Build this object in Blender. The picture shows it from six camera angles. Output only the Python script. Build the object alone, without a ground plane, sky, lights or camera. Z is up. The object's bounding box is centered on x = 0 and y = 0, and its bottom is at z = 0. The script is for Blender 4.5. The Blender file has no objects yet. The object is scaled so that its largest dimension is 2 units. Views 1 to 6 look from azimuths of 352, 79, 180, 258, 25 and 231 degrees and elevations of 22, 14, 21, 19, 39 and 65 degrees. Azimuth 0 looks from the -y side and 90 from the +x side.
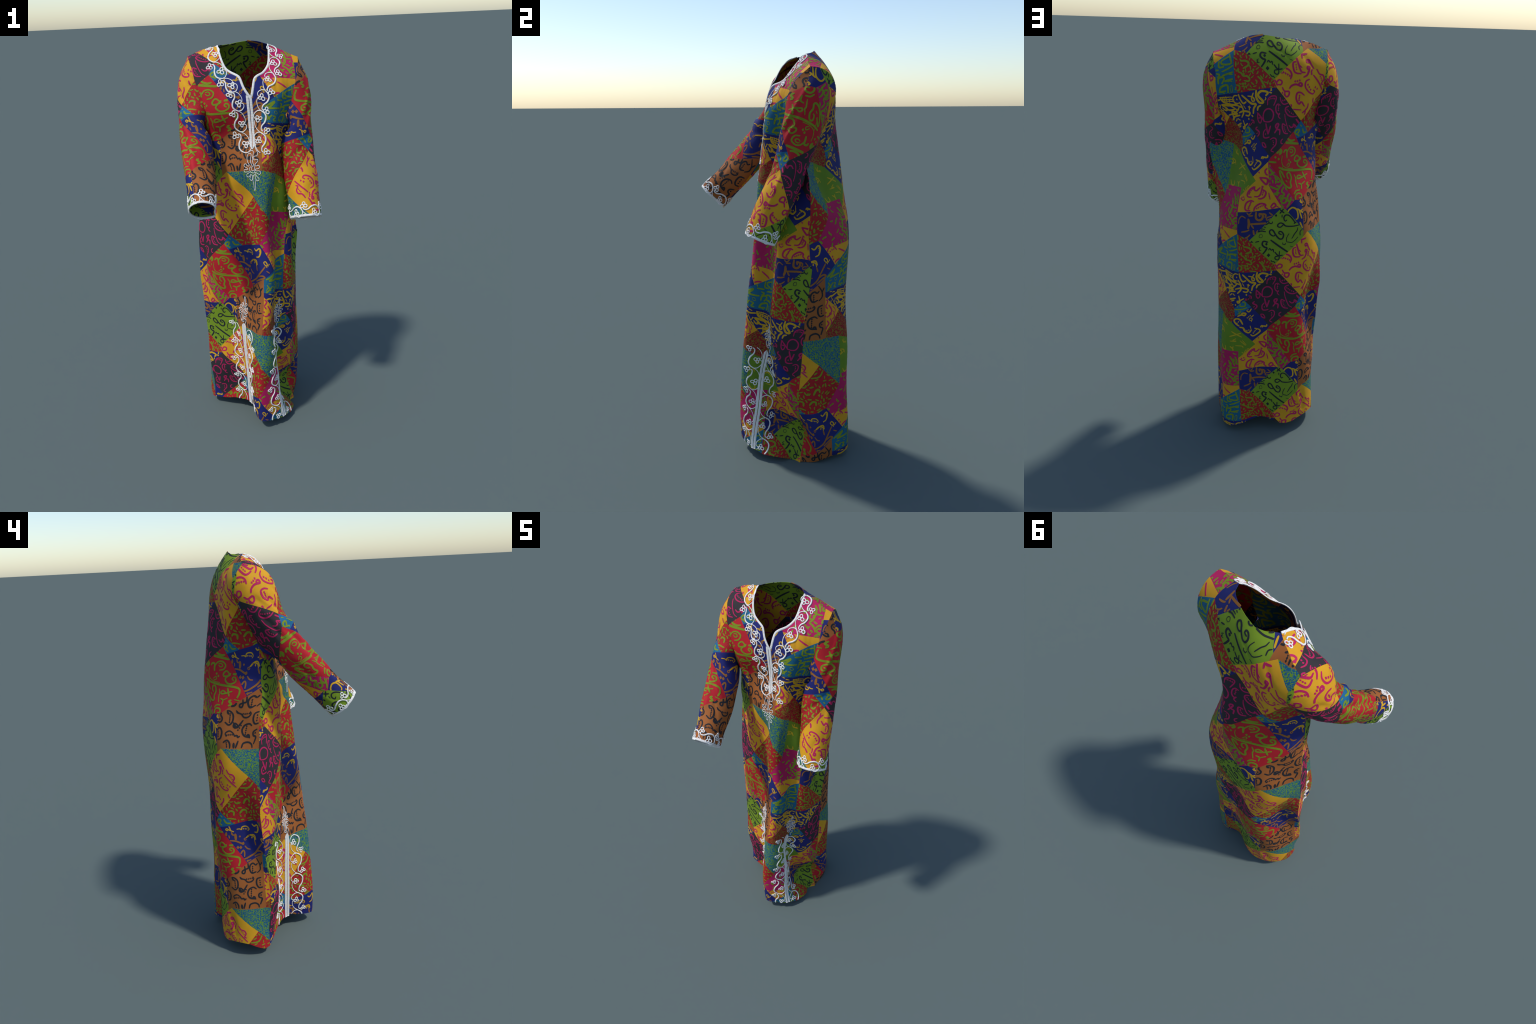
"""A long patchwork kaftan, worn by nobody: two cloth panels (front, back) and two set-in sleeves.

Every cloth piece is a sewing-pattern piece: a flat outline in cloth coordinates (u, v, metres),
draped through a loft of cross-section rings.  The printed patchwork is a repeat tile (half-drop
repeat) of straight-edged patches; each patch is cut into the cloth mesh and carries its own
material.  The printed script, the white cord embroidery, the plackets and the bindings are
separate geometry laid on the draped cloth.
"""
import bpy, math, random
import numpy as np
from mathutils import Matrix, Vector
from mathutils.geometry import delaunay_2d_cdt

rng = random.Random(7)
REPEAT_U, REPEAT_V = 0.7045, 0.857          # print repeat; neighbouring columns drop by half
CLOTH = 0.0007                               # half thickness of the cloth


# ------------------------------------------------------------------ drape: rings -> surface
def natural_spline_weights(knots, q):
    """Rows of weights W so that W @ values is the natural cubic spline through the knots."""
    k = np.asarray(knots, float); n = len(k); h = np.diff(k)
    A = np.zeros((n, n)); B = np.zeros((n, n)); A[0, 0] = A[-1, -1] = 1
    for i in range(1, n - 1):
        A[i, i - 1:i + 2] = h[i - 1], 2 * (h[i - 1] + h[i]), h[i]
        B[i, i - 1:i + 2] = 6 / h[i - 1], -6 / h[i - 1] - 6 / h[i], 6 / h[i]
    M2 = np.linalg.solve(A, B)
    q = np.asarray(q, float); i = np.clip(np.searchsorted(k, q) - 1, 0, n - 2)
    a = (k[i + 1] - q) / h[i]; b = 1 - a
    W = np.zeros((len(q), n)); r = np.arange(len(q))
    ac, bc = np.clip(a, -.5, 1.5), np.clip(b, -.5, 1.5)
    W[r, i] += a; W[r, i + 1] += b
    W += ((ac ** 3 - ac) * h[i] ** 2 / 6)[:, None] * M2[i] + ((bc ** 3 - bc) * h[i] ** 2 / 6)[:, None] * M2[i + 1]
    return W


class Drape:
    """A cloth piece: rings of points (mm) across the cloth at given v, from edge u0 to edge u1."""
    def __init__(self, tube=False):
        self.tube, self.v, self.e, self.p = tube, [], [], []
        self.edge, self.wrinkles = None, []

    def ring(self, v, u0, u1, *pts):
        self.v.append(v); self.e.append((u0, u1)); self.p.append(pts)

    def ready(self):
        P = np.array(self.p, float) / 1000; n = P.shape[1]
        if self.tube:                        # wrap three stations round so that the seam is smooth
            P = np.concatenate([P[:, -3:], P, P[:, :4]], 1); self.s = np.arange(-3, n + 4) / n
        else:
            self.s = np.linspace(0, 1, n)
        self.P = P; self.v = np.array(self.v); self.e = np.array(self.e)

    def edges_at(self, v):
        return np.interp(v, self.v, self.e[:, 0]), np.interp(v, self.v, self.e[:, 1])

    def raw(self, uv):
        u, v = uv[:, 0], uv[:, 1]; a, b = self.edges_at(v)
        s = (u - a) / (b - a)
        s = s - np.floor(s) if self.tube else s
        out = np.zeros((len(uv), 3))
        for k in range(0, len(uv), 20000):
            sl = slice(k, k + 20000)
            Ws, Wv = natural_spline_weights(self.s, s[sl]), natural_spline_weights(self.v, v[sl])
            for c in range(3):
                out[sl, c] = ((Wv @ self.P[:, :, c]) * Ws).sum(1)
        return out

    def sew(self, runs):
        """runs: (edge polyline in uv, the 3D line it is sewn to, how far the pull is felt)."""
        E, D, F = [], [], []
        for uv, target, reach in runs:
            E.append(uv); D.append(target - self.raw(uv)); F.append(np.full(len(uv), reach))
        self.edge = np.concatenate(E), np.concatenate(D), np.concatenate(F)

    def place(self, uv):
        uv = np.asarray(uv, float); X = self.raw(uv)
        if self.edge is not None:
            E, D, F = self.edge
            for k in range(0, len(uv), 8000):
                q = uv[k:k + 8000]
                d = np.sqrt((q[:, :1] - E[:, 0]) ** 2 + (q[:, 1:] - E[:, 1]) ** 2)
                i = d.argmin(1); t = np.clip(1 - d[np.arange(len(q)), i] / F[i], 0, 1)
                near = np.exp(-((d - d.min(1)[:, None]) / 0.012) ** 2); near /= near.sum(1)[:, None]
                X[k:k + 8000] += (t * t * (3 - 2 * t))[:, None] * (near @ D)
        return X

    def bumps(self, uv):
        """Creases: (half width, height, uv points...) ridges (or dents) that fade out at both ends."""
        h = np.zeros(len(uv))
        for w, a, *pts in self.wrinkles:
            p = np.array(pts, float); near = (uv > p.min(0) - 3 * w).all(1) & (uv < p.max(0) + 3 * w).all(1)
            if not near.any(): continue
            q = uv[near]; best = np.full(len(q), 9.); along = np.zeros(len(q)); seg = np.linalg.norm(np.diff(p, axis=0), axis=1); total = seg.sum(); run = 0
            for k in range(len(p) - 1):
                d = p[k + 1] - p[k]; t = np.clip((q - p[k]) @ d / (d @ d), 0, 1); s = np.linalg.norm(q - p[k] - t[:, None] * d, axis=1)
                c = s < best; best[c] = s[c]; along[c] = (run + t[c] * seg[k]) / total; run += seg[k]
            h[near] += a * np.exp(-(best / w) ** 2) * np.clip(1 - (2 * along - 1) ** 4, 0, 1)
        return h

    def both(self, uv):
        """Positions and outward normals."""
        uv = np.asarray(uv, float); e = 0.002; n = len(uv)
        q = np.concatenate([uv, uv + (e, 0), uv - (e, 0), uv + (0, e), uv - (0, e)])
        X = self.place(q)
        N = np.cross(X[n:2 * n] - X[2 * n:3 * n], X[3 * n:4 * n] - X[4 * n:])
        N /= np.linalg.norm(N, axis=1)[:, None] + 1e-12
        if self.wrinkles:
            h = self.bumps(q); Nq = np.concatenate([N] * 5); X = X + Nq * h[:, None]
            N = np.cross(X[n:2 * n] - X[2 * n:3 * n], X[3 * n:4 * n] - X[4 * n:])
            N /= np.linalg.norm(N, axis=1)[:, None] + 1e-12
        return X[:n], N


front, back, right, left = Drape(), Drape(), Drape(True), Drape(True)
# cross-sections: ring(height on the cloth, cloth edge, cloth edge, points from edge to edge in mm)
front.ring(-1.280, 0.095, 0.928, (-257, 112, -69), (-212, 66, -69), (-165, 29, -69), (-111, 1, -68), (-58, -30, -65), (-27, -80, -63), (-32, -139, -65), (0, -184, -63), (56, -173, -57), (113, -150, -50), (165, -122, -38), (208, -81, -23), (221, -26, -28), (200, 22, -55), (220, 71, -66))
front.ring(-1.180, 0.094, 0.926, (-252, 115, 31), (-200, 83, 29), (-151, 50, 30), (-100, 17, 32), (-58, -25, 35), (-39, -81, 36), (-40, -140, 36), (-13, -189, 36), (40, -177, 42), (96, -158, 49), (135, -117, 55), (155, -62, 58), (162, -5, 49), (158, 48, 29), (201, 81, 29))
front.ring(-1.060, 0.094, 0.924, (-248, 115, 149), (-204, 78, 148), (-150, 55, 151), (-99, 25, 153), (-64, -22, 155), (-55, -82, 156), (-50, -141, 156), (-23, -192, 158), (32, -183, 161), (83, -154, 164), (98, -100, 160), (87, -43, 151), (96, 16, 142), (127, 67, 137), (174, 104, 134))
front.ring(-0.920, 0.093, 0.916, (-262, 103, 286), (-221, 60, 286), (-167, 37, 288), (-110, 21, 292), (-70, -20, 294), (-60, -78, 295), (-51, -136, 297), (-25, -188, 299), (28, -179, 298), (74, -142, 298), (90, -89, 293), (77, -33, 286), (118, 1, 274), (166, 33, 264), (209, 72, 257))
front.ring(-0.770, 0.096, 0.904, (-262, 108, 434), (-215, 74, 435), (-167, 47, 438), (-113, 29, 440), (-81, -18, 442), (-59, -71, 444), (-42, -126, 447), (-14, -177, 449), (40, -183, 447), (76, -138, 444), (71, -81, 439), (103, -39, 428), (157, -25, 414), (194, 16, 405), (227, 63, 399))
front.ring(-0.610, 0.101, 0.894, (-261, 114, 592), (-224, 71, 594), (-172, 50, 596), (-122, 26, 599), (-89, -19, 600), (-54, -64, 602), (-32, -116, 606), (-8, -166, 608), (45, -168, 605), (69, -118, 599), (88, -65, 592), (139, -48, 581), (189, -30, 570), (211, 22, 563), (230, 74, 557))
front.ring(-0.450, 0.084, 0.884, (-271, 131, 750), (-241, 82, 751), (-201, 42, 753), (-149, 20, 756), (-96, -3, 758), (-51, -37, 760), (-21, -85, 763), (0, -138, 767), (48, -162, 764), (80, -121, 756), (97, -68, 748), (151, -59, 739), (194, -24, 731), (215, 28, 723), (234, 83, 715))
front.ring(-0.280, 0.076, 0.884, (-279, 140, 918), (-244, 96, 921), (-217, 46, 922), (-171, 13, 924), (-116, -5, 926), (-63, -28, 929), (-22, -67, 932), (4, -118, 935), (52, -146, 935), (89, -111, 927), (104, -60, 916), (160, -47, 907), (199, -8, 899), (213, 48, 891), (240, 99, 884))
front.ring(-0.100, 0.107, 0.874, (-264, 128, 1098), (-237, 81, 1100), (-197, 45, 1102), (-156, 8, 1103), (-109, -18, 1105), (-56, -29, 1108), (-18, -66, 1111), (10, -113, 1114), (59, -115, 1113), (84, -70, 1104), (124, -43, 1094), (177, -30, 1085), (207, 13, 1077), (214, 67, 1071), (249, 106, 1063))
front.ring(0.080, 0.146, 0.836, (-242, 112, 1278), (-205, 79, 1279), (-175, 40, 1280), (-146, 0, 1282), (-103, -22, 1284), (-56, -36, 1287), (-13, -59, 1288), (19, -96, 1289), (64, -105, 1286), (101, -74, 1282), (147, -58, 1273), (185, -28, 1266), (213, 12, 1259), (232, 57, 1252), (254, 101, 1246))
front.ring(0.240, 0.164, 0.826, (-229, 102, 1438), (-210, 58, 1438), (-177, 25, 1438), (-137, 0, 1439), (-96, -24, 1440), (-57, -51, 1443), (-16, -73, 1446), (28, -91, 1447), (75, -99, 1444), (116, -80, 1437), (145, -43, 1431), (172, -4, 1424), (199, 34, 1418), (234, 65, 1412), (275, 88, 1405))
front.ring(0.380, 0.143, 0.803, (-239, 106, 1579), (-206, 72, 1579), (-190, 28, 1574), (-154, 2, 1573), (-108, 0, 1576), (-63, -14, 1578), (-20, -32, 1579), (21, -55, 1581), (61, -79, 1581), (106, -78, 1578), (133, -43, 1572), (161, -5, 1566), (199, 22, 1559), (241, 43, 1552), (285, 57, 1543))
front.ring(0.500, 0.151, 0.779, (-264, 57, 1688), (-227, 33, 1691), (-204, -6, 1687), (-165, -27, 1688), (-120, -31, 1691), (-75, -37, 1694), (-30, -40, 1697), (14, -50, 1698), (57, -63, 1699), (100, -73, 1696), (140, -55, 1690), (171, -22, 1685), (207, 3, 1679), (248, 19, 1671), (291, 29, 1662))
front.ring(0.610, 0.160, 0.760, (-282, 22, 1789), (-242, 9, 1794), (-203, -8, 1797), (-160, -10, 1796), (-118, -11, 1797), (-77, -24, 1802), (-35, -34, 1805), (7, -43, 1807), (49, -48, 1806), (92, -41, 1801), (134, -34, 1797), (175, -23, 1793), (214, -6, 1787), (255, 3, 1780), (296, 15, 1773))
front.ring(0.720, 0.160, 0.760, (-285, 53, 1891), (-244, 42, 1897), (-201, 41, 1895), (-158, 40, 1892), (-118, 27, 1899), (-76, 20, 1902), (-34, 9, 1906), (9, 4, 1908), (51, 8, 1903), (90, 24, 1891), (133, 25, 1891), (176, 29, 1889), (218, 35, 1885), (260, 44, 1879), (301, 53, 1874))
front.ring(0.810, 0.160, 0.760, (-271, 129, 1933), (-233, 116, 1946), (-193, 105, 1954), (-152, 96, 1958), (-113, 81, 1968), (-72, 71, 1975), (-30, 64, 1977), (11, 55, 1982), (53, 58, 1978), (92, 71, 1968), (132, 83, 1958), (173, 93, 1952), (214, 101, 1947), (255, 111, 1941), (298, 113, 1941))
front.ring(0.900, 0.160, 0.760, (-246, 215, 1944), (-208, 202, 1959), (-172, 189, 1979), (-133, 177, 1991), (-94, 163, 2003), (-60, 146, 2024), (-23, 130, 2037), (14, 114, 2051), (56, 112, 2051), (93, 128, 2037), (126, 149, 2020), (166, 160, 2012), (209, 165, 2010), (252, 169, 2009), (295, 171, 2009))
back.ring(-0.970, -0.371, 0.530, (204, 60, -63), (205, 149, -76), (188, 238, -72), (178, 326, -69), (100, 351, -57), (27, 301, -54), (-60, 316, -53), (-148, 322, -51), (-227, 281, -48), (-269, 203, -47), (-262, 114, -48))
back.ring(-0.840, -0.367, 0.527, (185, 90, 56), (239, 155, 46), (228, 242, 51), (194, 324, 61), (114, 343, 72), (31, 310, 76), (-55, 330, 77), (-142, 323, 79), (-221, 280, 82), (-264, 205, 83), (-250, 116, 82))
back.ring(-0.680, -0.361, 0.537, (196, 86, 208), (251, 149, 206), (225, 233, 213), (198, 317, 223), (116, 337, 232), (29, 315, 234), (-60, 329, 237), (-148, 324, 239), (-223, 276, 242), (-256, 195, 242), (-257, 105, 241))
back.ring(-0.500, -0.343, 0.537, (229, 64, 380), (252, 149, 386), (233, 234, 394), (195, 311, 404), (111, 323, 411), (25, 308, 414), (-61, 327, 416), (-148, 322, 418), (-219, 274, 422), (-239, 190, 421), (-264, 107, 420))
back.ring(-0.300, -0.315, 0.531, (234, 76, 581), (248, 159, 586), (227, 241, 596), (184, 314, 606), (102, 329, 611), (18, 321, 613), (-66, 331, 616), (-148, 331, 619), (-198, 267, 621), (-210, 183, 619), (-256, 113, 618))
back.ring(-0.100, -0.290, 0.523, (233, 90, 782), (246, 170, 788), (212, 240, 797), (160, 301, 804), (88, 329, 810), (8, 317, 814), (-71, 320, 817), (-150, 329, 820), (-204, 273, 819), (-220, 194, 820), (-272, 134, 814))
back.ring(0.100, -0.264, 0.516, (252, 105, 982), (245, 182, 990), (205, 249, 999), (154, 309, 1005), (83, 337, 1010), (5, 339, 1012), (-75, 333, 1016), (-153, 320, 1019), (-219, 281, 1018), (-251, 211, 1015), (-269, 136, 1010))
back.ring(0.300, -0.247, 0.507, (242, 103, 1181), (229, 177, 1189), (198, 247, 1199), (148, 305, 1207), (80, 337, 1211), (3, 333, 1213), (-74, 327, 1216), (-150, 313, 1221), (-201, 259, 1219), (-222, 186, 1212), (-253, 118, 1206))
back.ring(0.480, -0.241, 0.485, (277, 97, 1355), (225, 147, 1362), (165, 188, 1366), (126, 247, 1377), (79, 298, 1387), (13, 326, 1393), (-57, 318, 1395), (-116, 276, 1394), (-172, 231, 1394), (-217, 174, 1391), (-232, 104, 1385))
back.ring(0.620, -0.232, 0.481, (268, 69, 1493), (206, 108, 1496), (152, 154, 1502), (117, 216, 1512), (66, 263, 1521), (13, 306, 1531), (-54, 301, 1533), (-103, 251, 1528), (-153, 202, 1524), (-195, 149, 1526), (-220, 85, 1524))
back.ring(0.750, -0.170, 0.460, (245, 115, 1622), (195, 153, 1628), (146, 188, 1638), (103, 234, 1642), (50, 264, 1652), (-4, 291, 1660), (-58, 269, 1659), (-109, 239, 1653), (-167, 221, 1650), (-194, 166, 1653), (-216, 107, 1657))
back.ring(0.870, -0.170, 0.460, (292, 163, 1722), (236, 192, 1735), (178, 212, 1750), (124, 244, 1760), (66, 265, 1770), (5, 265, 1777), (-54, 242, 1775), (-114, 236, 1772), (-175, 234, 1768), (-223, 195, 1765), (-262, 147, 1763))
back.ring(0.970, -0.170, 0.460, (319, 183, 1818), (260, 206, 1833), (199, 221, 1846), (137, 234, 1858), (75, 244, 1868), (12, 242, 1872), (-51, 238, 1874), (-114, 235, 1871), (-178, 226, 1868), (-240, 210, 1863), (-293, 175, 1854))
back.ring(1.060, -0.170, 0.460, (318, 139, 1895), (259, 158, 1907), (201, 176, 1923), (141, 191, 1936), (80, 203, 1948), (17, 206, 1953), (-47, 206, 1956), (-109, 194, 1950), (-170, 180, 1944), (-232, 167, 1941), (-292, 149, 1937))
back.ring(1.120, -0.170, 0.460, (306, 87, 1919), (247, 104, 1928), (192, 124, 1951), (137, 143, 1970), (81, 162, 1991), (19, 170, 2002), (-42, 164, 1999), (-101, 146, 1984), (-160, 131, 1976), (-222, 117, 1972), (-283, 107, 1977))
back.ring(1.180, -0.170, 0.460, (291, 29, 1928), (231, 47, 1936), (178, 67, 1964), (127, 89, 1994), (79, 113, 2027), (22, 127, 2045), (-37, 115, 2032), (-91, 92, 2007), (-150, 75, 1996), (-211, 62, 1993), (-272, 57, 2007))
right.ring(-0.700, 0.069, 0.510, (-202, -275, 1228), (-237, -269, 1221), (-273, -274, 1225), (-302, -288, 1240), (-319, -310, 1264), (-322, -335, 1291), (-308, -358, 1314), (-276, -372, 1327), (-241, -371, 1323), (-215, -354, 1304), (-207, -329, 1278), (-207, -302, 1253))
right.ring(-0.640, 0.067, 0.512, (-202, -234, 1271), (-236, -225, 1261), (-272, -228, 1264), (-301, -243, 1280), (-316, -266, 1304), (-318, -291, 1331), (-303, -314, 1355), (-272, -328, 1369), (-237, -328, 1365), (-209, -313, 1347), (-200, -289, 1322), (-202, -261, 1296))
right.ring(-0.560, 0.064, 0.515, (-199, -179, 1329), (-233, -170, 1320), (-270, -171, 1321), (-300, -185, 1336), (-315, -209, 1360), (-317, -236, 1386), (-302, -258, 1409), (-270, -270, 1422), (-233, -270, 1420), (-203, -257, 1403), (-188, -234, 1378), (-188, -207, 1352))
right.ring(-0.470, 0.060, 0.518, (-188, -116, 1392), (-224, -107, 1384), (-261, -110, 1388), (-292, -125, 1402), (-312, -147, 1423), (-321, -175, 1450), (-310, -199, 1473), (-277, -209, 1484), (-240, -206, 1479), (-210, -193, 1462), (-188, -172, 1439), (-179, -145, 1415))
right.ring(-0.380, 0.057, 0.521, (-184, -60, 1463), (-217, -44, 1451), (-256, -43, 1450), (-291, -56, 1461), (-314, -79, 1482), (-324, -107, 1507), (-316, -134, 1530), (-285, -149, 1544), (-248, -150, 1542), (-216, -139, 1526), (-190, -118, 1506), (-180, -91, 1486))
right.ring(-0.290, 0.054, 0.524, (-182, -10, 1539), (-213, 9, 1526), (-251, 14, 1522), (-288, 5, 1530), (-315, -16, 1548), (-327, -44, 1572), (-319, -73, 1594), (-290, -91, 1607), (-251, -98, 1609), (-215, -93, 1600), (-189, -72, 1583), (-179, -42, 1561))
right.ring(-0.200, 0.051, 0.528, (-179, 36, 1618), (-208, 59, 1603), (-246, 70, 1596), (-283, 65, 1601), (-311, 44, 1618), (-323, 15, 1642), (-318, -15, 1665), (-295, -43, 1679), (-259, -56, 1681), (-221, -50, 1673), (-192, -28, 1657), (-179, 3, 1638))
right.ring(-0.110, 0.048, 0.531, (-180, 76, 1699), (-206, 102, 1682), (-241, 119, 1673), (-280, 119, 1676), (-311, 100, 1692), (-323, 71, 1715), (-314, 39, 1735), (-289, 12, 1747), (-253, -8, 1752), (-215, -13, 1751), (-183, 7, 1737), (-173, 40, 1718))
right.ring(-0.020, 0.044, 0.534, (-174, 118, 1779), (-197, 146, 1759), (-230, 167, 1748), (-269, 168, 1754), (-299, 147, 1772), (-313, 114, 1795), (-310, 77, 1815), (-289, 43, 1830), (-253, 22, 1836), (-213, 22, 1831), (-183, 46, 1816), (-173, 81, 1797))
right.ring(0.070, 0.041, 0.537, (-149, 165, 1849), (-175, 196, 1828), (-211, 215, 1820), (-248, 214, 1829), (-273, 189, 1849), (-286, 155, 1872), (-286, 119, 1892), (-271, 84, 1909), (-239, 59, 1916), (-199, 57, 1911), (-168, 84, 1891), (-154, 123, 1870))
right.ring(0.160, 0.038, 0.541, (-115, 214, 1913), (-150, 245, 1897), (-188, 262, 1894), (-221, 258, 1902), (-239, 229, 1923), (-250, 195, 1945), (-255, 161, 1966), (-247, 125, 1985), (-219, 98, 1995), (-179, 92, 1991), (-144, 122, 1966), (-126, 166, 1939))
left.ring(-0.620, -0.035, 0.524, (98, 154, 1928), (110, 189, 1916), (154, 237, 1901), (202, 267, 1896), (238, 243, 1910), (252, 203, 1926), (250, 159, 1939), (255, 116, 1955), (251, 73, 1968), (221, 38, 1973), (178, 57, 1960), (136, 100, 1944))
left.ring(-0.540, -0.030, 0.518, (115, 131, 1859), (128, 161, 1848), (167, 203, 1832), (212, 228, 1827), (252, 211, 1838), (279, 179, 1855), (291, 138, 1871), (287, 95, 1884), (268, 54, 1892), (234, 25, 1895), (190, 40, 1884), (150, 81, 1872))
left.ring(-0.460, -0.024, 0.513, (135, 110, 1790), (146, 136, 1778), (180, 172, 1763), (223, 190, 1759), (265, 179, 1767), (298, 151, 1781), (315, 113, 1797), (312, 70, 1810), (287, 32, 1818), (248, 11, 1819), (203, 27, 1809), (167, 66, 1799))
left.ring(-0.370, -0.018, 0.507, (158, 83, 1711), (166, 107, 1698), (191, 142, 1682), (232, 159, 1676), (273, 149, 1683), (303, 120, 1695), (317, 82, 1709), (316, 40, 1723), (293, 6, 1732), (252, -8, 1733), (213, 10, 1726), (184, 45, 1718))
left.ring(-0.280, -0.012, 0.501, (162, 53, 1626), (173, 80, 1614), (197, 113, 1599), (237, 129, 1592), (277, 119, 1597), (305, 90, 1610), (317, 52, 1624), (311, 12, 1637), (286, -20, 1646), (245, -33, 1650), (204, -20, 1646), (178, 13, 1637))
left.ring(-0.190, -0.006, 0.495, (157, 26, 1540), (171, 57, 1527), (200, 84, 1514), (241, 95, 1509), (280, 85, 1513), (310, 60, 1525), (323, 24, 1540), (308, -9, 1553), (276, -34, 1561), (238, -47, 1564), (198, -40, 1561), (170, -13, 1552))
left.ring(-0.100, -0.000, 0.489, (162, -4, 1456), (177, 30, 1440), (207, 54, 1428), (248, 62, 1425), (286, 53, 1429), (315, 26, 1441), (323, -10, 1456), (304, -39, 1469), (271, -60, 1478), (235, -72, 1481), (196, -67, 1477), (169, -42, 1468))
left.ring(-0.010, 0.006, 0.483, (165, -34, 1370), (186, -4, 1356), (217, 18, 1345), (255, 25, 1342), (292, 12, 1348), (317, -15, 1360), (325, -51, 1376), (312, -84, 1391), (281, -107, 1401), (241, -113, 1402), (204, -99, 1395), (178, -71, 1384))
left.ring(0.070, 0.011, 0.478, (171, -67, 1298), (191, -38, 1283), (222, -16, 1273), (259, -9, 1269), (295, -22, 1275), (319, -49, 1287), (324, -84, 1303), (311, -118, 1318), (282, -141, 1327), (243, -146, 1329), (208, -131, 1323), (184, -102, 1311))
left.ring(0.150, 0.016, 0.472, (175, -101, 1225), (195, -72, 1211), (224, -51, 1200), (261, -45, 1197), (296, -57, 1203), (319, -83, 1215), (325, -117, 1230), (312, -150, 1244), (283, -172, 1253), (246, -177, 1255), (211, -162, 1249), (188, -134, 1238))
left.ring(0.210, 0.021, 0.468, (176, -125, 1170), (197, -97, 1156), (227, -78, 1146), (263, -72, 1143), (297, -83, 1149), (321, -109, 1161), (327, -142, 1176), (314, -173, 1189), (285, -194, 1197), (248, -198, 1198), (214, -184, 1193), (190, -157, 1183))
left.ring(0.250, 0.023, 0.466, (177, -141, 1134), (199, -115, 1120), (228, -96, 1111), (264, -90, 1108), (299, -100, 1113), (323, -125, 1124), (329, -158, 1139), (316, -189, 1152), (286, -209, 1160), (250, -212, 1161), (217, -198, 1155), (192, -173, 1146))
for piece in (front, back, right, left):
    piece.ready()

# creases: elbows, pulls at the armholes, long folds along the sleeves
right.wrinkles += [
    (.012, -.006, (.235, .010), (.267, -.055), (.297, -.110), (.310, -.150)), (.010, -.005, (.280, -.005), (.301, -.060), (.324, -.100), (.335, -.13)),
    (.008, -.003, (.335, .000), (.360, -.033), (.385, -.065)), (.014, .005, (.262, -.03), (.285, -.085), (.305, -.13)),
    (.012, -.006, (.225, -.06), (.247, -.135), (.249, -.19), (.245, -.23)), (.013, .007, (.300, -.155), (.335, -.175), (.385, -.215), (.41, -.25)),
    (.011, -.009, (.282, -.178), (.300, -.26), (.308, -.35), (.302, -.44), (.296, -.55)), (.012, .007, (.315, -.20), (.338, -.30), (.330, -.40), (.322, -.50)),
    (.012, -.008, (.320, -.215), (.345, -.25), (.365, -.30)), (.010, .005, (.330, -.28), (.360, -.345), (.395, -.395), (.428, -.42)),
    (.009, -.004, (.365, -.43), (.390, -.51), (.410, -.565)), (.006, -.002, (.400, -.015), (.369, .000), (.340, .030)), (.006, -.002, (.395, -.035), (.366, -.032), (.345, -.050)),
    (.006, .002, (.395, -.005), (.372, .018), (.350, .05)), (.010, -.005, (.20, -.30), (.22, -.38), (.215, -.46)), (.010, .004, (.16, -.50), (.19, -.56), (.20, -.62))]
left.wrinkles += [
    (.007, .006, (.295, -.50), (.3014, -.472), (.3207, -.405), (.3396, -.342), (.368, -.28)), (.007, .006, (.272, -.43), (.2925, -.349), (.3095, -.286), (.335, -.20)),
    (.010, -.005, (.290, -.44), (.308, -.37), (.325, -.31), (.345, -.26)), (.008, .005, (.278, -.21), (.2858, -.122), (.287, -.06), (.276, .004), (.270, .10)),
    (.012, -.006, (.33, -.15), (.351, -.130), (.398, -.096), (.43, -.06)), (.009, .004, (.33, -.10), (.344, -.075), (.375, -.05)), (.010, -.004, (.30, -.20), (.33, -.17), (.37, -.16)),
    (.012, -.004, (.325, .04), (.335, .08), (.348, .12)), (.010, .003, (.36, .02), (.37, .08), (.372, .13)), (.011, -.005, (.20, -.22), (.225, -.13), (.23, -.05)), (.012, .004, (.16, -.15), (.18, -.05), (.19, .05))]
front.wrinkles += [
    (.007, -.003, (.626, .71), (.6375, .659), (.646, .60)), (.007, -.003, (.655, .66), (.660, .61), (.662, .56)), (.007, -.003, (.590, .65), (.594, .60), (.604, .56)),
    (.014, -.005, (.620, .56), (.629, .50), (.640, .43)), (.013, -.005, (.245, .52), (.268, .432), (.300, .38)), (.010, -.004, (.205, .825), (.256, .80), (.285, .77)),
    (.010, .003, (.56, .60), (.575, .55), (.60, .50)), (.010, -.003, (.70, .60), (.735, .52), (.77, .45)), (.010, -.003, (.22, .44), (.25, .36), (.28, .27))]
back.wrinkles += [
    (.008, -.003, (-.02, .965), (-.050, .938), (-.08, .915)), (.009, -.003, (.30, 1.03), (.341, .98), (.378, .95)), (.007, -.003, (.345, .89), (.383, .845), (.41, .80)),
    (.006, -.002, (.17, 1.06), (.227, 1.02), (.25, 1.0)), (.012, .006, (.285, -.64), (.3177, -.767), (.31, -.83)), (.012, -.006, (.325, -.68), (.345, -.76), (.34, -.82)), (.010, -.003, (-.06, .87), (-.03, .80), (-.02, .73))]

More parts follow.
